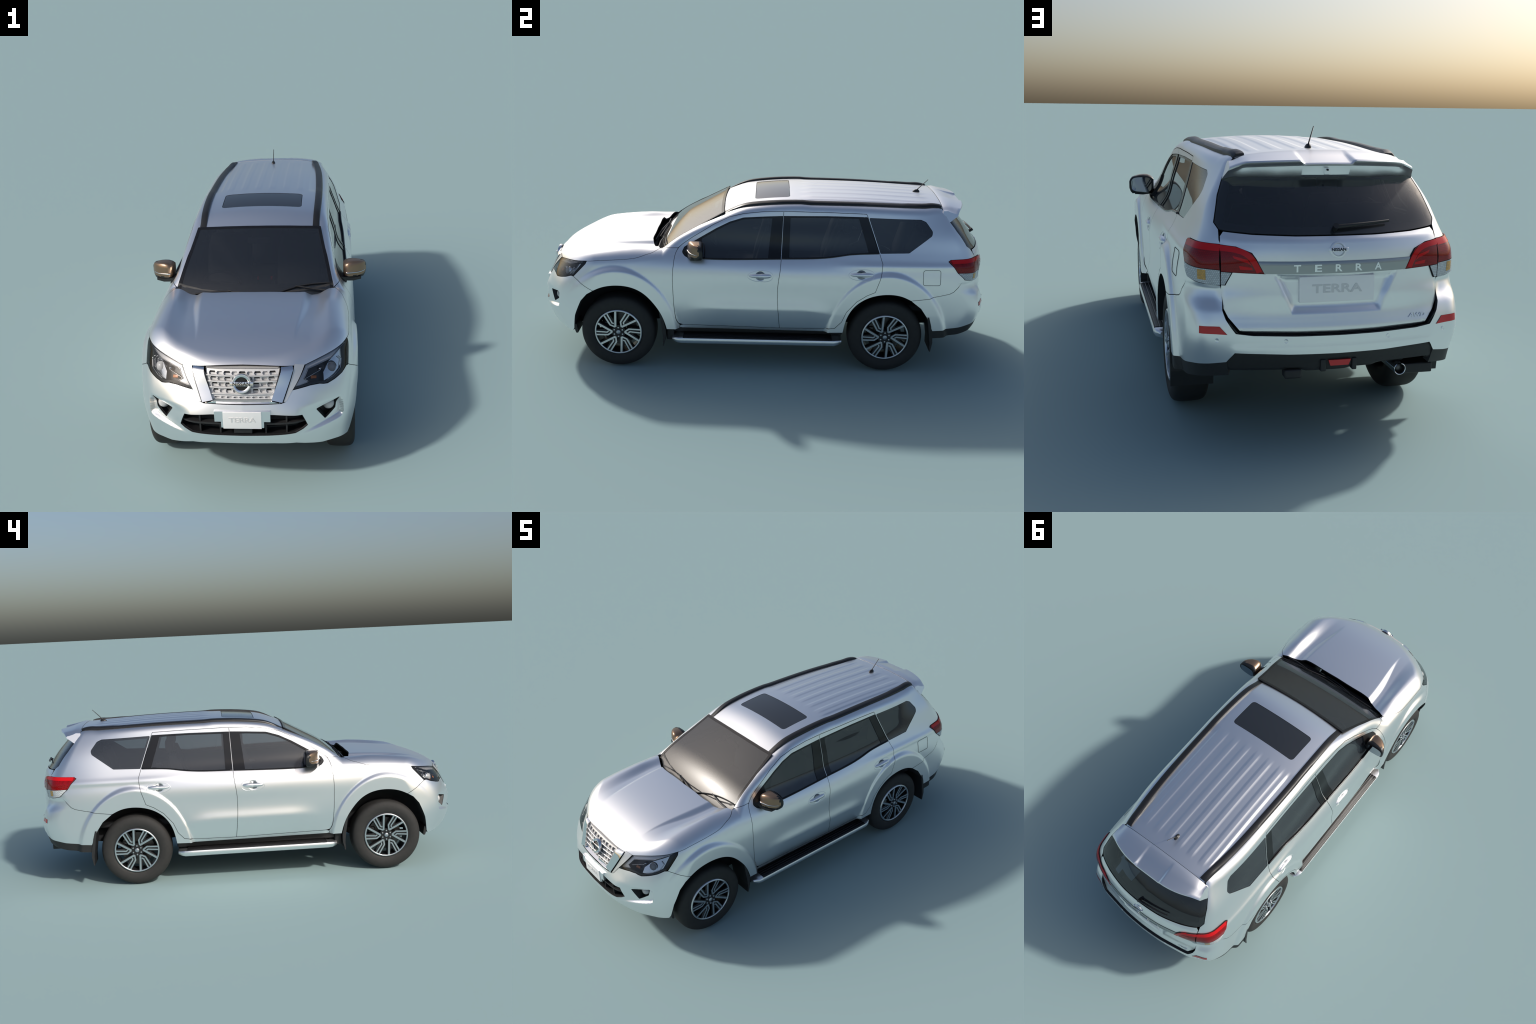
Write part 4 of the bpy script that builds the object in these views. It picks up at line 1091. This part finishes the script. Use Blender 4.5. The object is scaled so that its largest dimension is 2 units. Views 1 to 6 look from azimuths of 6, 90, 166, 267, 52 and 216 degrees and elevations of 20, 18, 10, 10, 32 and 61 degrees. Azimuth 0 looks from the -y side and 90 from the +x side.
# door mirrors: rounded cap, black lower shell, glass, arm and sail plate
mx = [.3335, .336, .342, .355, .37, .385, .40, .411, .418, .4215, .4225]
my = Curve1([(.3335, -.309), (.342, -.321), (.36, -.321), (.385, -.312), (.405, -.296), (.418, -.276), (.4225, -.266)])
mt = Curve1([(.3335, .571), (.342, .579), (.36, .584), (.385, .583), (.405, .578), (.418, .569), (.4225, .560)])
mb = Curve1([(.3335, .527), (.342, .518), (.36, .5135), (.385, .512), (.405, .5145), (.418, .522), (.4225, .535)])
MB = -.2545
S = []
sq = lambda v, p: np.sign(v)*np.abs(v)**p
tt = np.linspace(0, 2*np.pi, 48, endpoint=False)
for x in mx:
    y0, z1, z0 = float(my(x)), float(mt(x)), float(mb(x)); yc, zc = (y0 + MB)/2, (z0 + z1)/2
    S.append(np.stack([np.full(48, x), yc + (MB - y0)/2*sq(np.cos(tt), .42), zc + (z1 - z0)/2*sq(np.sin(tt), .55)], -1))
mv, f = loft(S)
fc = np.array([mv[list(t)].mean(0) for t in f])
bronze = [c[2] > .529 and c[1] < -.2720 for c in fc]
both_sides('mirror_cap', mv, [t for t, b in zip(f, bronze) if b], BRONZE, sharp=70)
both_sides('mirror_shell', mv, [t for t, b in zip(f, bronze) if not b], BLACK, sharp=60)
gm = [(math.copysign(abs(math.cos(t))**.55, math.cos(t)), math.copysign(abs(math.sin(t))**.55, math.sin(t))) for t in np.linspace(0, 2*np.pi, 40, endpoint=False)]
ring = [(.3785 + .0370*a, MB + .0012, .5480 + .0270*b*(1 - .06*a) + .001*a) for a, b in gm]
both_sides('mirror_glass', ring + [(.3785, MB + .0012, .5480)], [((i+1) % 40, i, 40) for i in range(40)], MIRROR)
# bright strip across the cap
cs = np.array([(x, float(my(x)) - .0006, .5435 - .004*(x - .335)/.085) for x in np.linspace(.342, .417, 20)])
v, f = tube(cs, np.linspace(.0026, .0010, 20), 8); both_sides('mirror_indicator', v, f, CHROME)
v, f = loft([[(x, y0, z0), (x, y1, z0), (x, y1, z1), (x, y0, z1)] for x, y0, y1, z0, z1 in ((.318, -.345, -.290, .514, .534), (.340, -.325, -.280, .512, .526), (.372, -.318, -.268, .509, .521), (.402, -.306, -.262, .512, .522))])
both_sides('mirror_arm', v, f, BLACK, sharp=30)
sail = fillet([(-.3475, .526), (-.338, .544), (-.268, .585), (-.262, .507), (-.318, .506), (-.335, .513)], [.008, .008, .002, .002, .015, .012])
panel('mirror_sail', [sail], body, SIDE, [BLACK, LINER], res=.01, gap=0, offset=.0015, thick=.006, both=True)

# door handles
for y0, y1, zc in ((-.066, .042, .4385), (.365, .474, .4500)):
    yc = (y0 + y1)/2; ring = [(yc + (y1-y0)/2*math.copysign(abs(math.cos(t))**.8, math.cos(t)), zc + .0235*math.sin(t)*(1 + .15*math.cos(t))) for t in np.linspace(0, 2*np.pi, 60, endpoint=False)]
    c = on(body, SIDE, [(0, y, z) for y, z in ring]); n = normals(body, c); c = np.vstack([c, c[:2]])
    v, f = tube(c, .0011, 6, cap=False); both_sides('handle_escutcheon', v, f, PAINT)
    S = []
    for s in np.linspace(-1, 1, 21):
        y = yc + s*(y1 - y0)*.485; x = float(on(body, SIDE, [(0, y, zc + .03)])[0][0]); k = (1 - abs(s)**5)
        h = .0042 + .0050*(1 - s*s)**.8 + .002*float(s > 0)*(1 - abs(s)**4); o = .004 + .0125*k
        z = zc + .001
        S.append([(x - .004, y, z - h*.8), (x + o*.6, y, z - h), (x + o, y, z - h*.35), (x + o, y, z + h*.35), (x + o*.6, y, z + h), (x - .004, y, z + h*.8)])
    v, f = loft(S); both_sides('door_handle', v, f, PAINT, sharp=60)
panel('handle_cup', [np.array([(-.012 + .021*math.cos(t), .4395 + .0185*math.sin(t)) for t in np.linspace(0, 2*np.pi, 30, endpoint=False)])], body, SIDE, [GARNISH, LINER], res=.006, gap=0, offset=.0006, thick=.001, both=True)
panel('handle_cup', [np.array([(.419 + .021*math.cos(t), .451 + .0185*math.sin(t)) for t in np.linspace(0, 2*np.pi, 30, endpoint=False)])], body, SIDE, [GARNISH, LINER], res=.006, gap=0, offset=.0006, thick=.001, both=True)
# fuel flap outline on the +x quarter
fl = resample(fillet([(.684, .474), (.758, .475), (.7595, .409), (.685, .409)], .010), .006, True)
c = on(body, SIDE, [(0, y, z) for y, z in fl]); c = np.vstack([c, c[:2]]); v, f = tube(c + (.0002, 0, 0), .0010, 6, cap=False); mesh_obj('fuel_flap_gap', v, f, LINER)

# wipers
def on_screen(pts, lift): return np.array([(x, y, float(screen_z(np.array(x), np.array(y))) + lift) for x, y in pts])
for (a, b), base in ((((-.225, -.462), (.055, -.480)), (.06, -.500)), (((.045, -.482), (.285, -.424)), (.27, -.455))):
    pts = [(a[0] + (b[0]-a[0])*t, a[1] + (b[1]-a[1])*t + .010*math.sin(math.pi*t)) for t in np.linspace(0, 1, 12)]
    v, f = tube(on_screen(pts, .005), .0026, 6)
    mid = pts[5]; v2, f2 = tube(np.vstack([on_screen([base], .012), on_screen([((base[0]+mid[0])/2, (base[1]+mid[1])/2 - .004)], .014), on_screen([mid], .009)]), [.0045, .0035, .0025], 8)
    v, f = join((v, f), (v2, f2)); mesh_obj('windscreen_wiper', v, f, BLACK, sharp=50)
bl = skin(body, REAR, np.array([(x, z) for x, z in zip(np.linspace(.002, -.138, 12), np.linspace(.5535, .5625, 12))])); nn = normals(body, bl)
v, f = tube(bl + nn*.010, np.linspace(.0055, .0032, 12), 8); v2, f2 = tube(np.array([bl[0] - nn[0]*.004, bl[0] + nn[0]*.016]), .007, 12)
v, f = join((v, f), (v2, f2)); mesh_obj('rear_wiper', v, f, BLACK, sharp=50)

# ----------------------------------------------------------------------------
# cabin
# ----------------------------------------------------------------------------
def seat(x, y, w, parent=None, zf=.335, back=.60, lean=.06, name='seat'):
    cushion = box((x - w, y - .13, zf - .05), (x + w, y + .03, zf + .02), .02)
    S = []
    for z, t, ww, yy in ((zf, .028, .95, 0), (zf + .06, .030, 1., .2), (back - .06, .026, .95, .8), (back - .01, .018, .80, 1)):
        yb = y + .03 + lean*yy
        S.append([(x - w*ww, yb - t*.3, z), (x - w*ww*.8, yb - t, z), (x + w*ww*.8, yb - t, z), (x + w*ww, yb - t*.3, z), (x + w*ww, yb + t*.6, z), (x + w*ww*.8, yb + t, z), (x - w*ww*.8, yb + t, z), (x - w*ww, yb + t*.6, z)])
    b = loft(S)
    yh = y + .03 + lean + .006; hw = min(w*.62, .05)
    h = box((x - hw, yh - .018, back + .004), (x + hw, yh + .020, back + .062), .014)
    p = box((x - .02, yh - .003, back - .02), (x + .02, yh + .003, back + .02))
    v, f = join(cushion, b, h, p); return mesh_obj(name, v, f, SEAT, sharp=50)
for x in (-.15, .15): seat(x, -.06, .095)
for x in (-.17, 0, .17): seat(x, .27, .085, back=.585)
for x in (-.13, .13): seat(x, .62, .095, zf=.36, back=.595, lean=.05)
S = []
for x in np.linspace(-.29, .29, 15):
    d = .02*math.cos(x*4); S.append([(x, -.47, .30), (x, -.50, .49), (x, -.43, .512), (x, -.33 - d, .508), (x, -.30 - d, .47), (x, -.31, .40), (x, -.34, .30)])
v, f = loft(S); mesh_obj('dashboard', v, f, LINER, sharp=50)
t = np.linspace(0, 2*np.pi, 32); c = np.stack([-.15 + .075*np.cos(t), -.262 - .03*np.sin(t), .475 + .066*np.sin(t)], -1)
v, f = tube(c, .006, 8, cap=False); v2, f2 = box((-.22, -.275, .465), (-.08, -.262, .485), .004); v3, f3 = tube([(-.15, -.262, .475), (-.15, -.33, .45)], .012, 8)
v, f = join((v, f), (v2, f2), (v3, f3)); mesh_obj('steering_wheel', v, f, LINER, sharp=50)
v, f = join(box((-.295, -.38, .26), (.295, .80, .29), .01), box((-.035, -.33, .29), (.035, .10, .37), .012)); mesh_obj('cabin_floor', v, f, LINER, sharp=40)
v, f = box((-.045, -.215, .628), (.045, -.205, .652), .004); mesh_obj('rear_view_mirror', v, f, LINER, sharp=40)
v, f = join(box((.025, -.02, .395), (.033, -.005, .405)), box((-.135 + .27, .245, .395), (-.127 + .27, .26, .41)), box((-.033, -.02, .395), (-.025, -.005, .405))); mesh_obj('belt_buckle', v, f, RED, smooth=False)
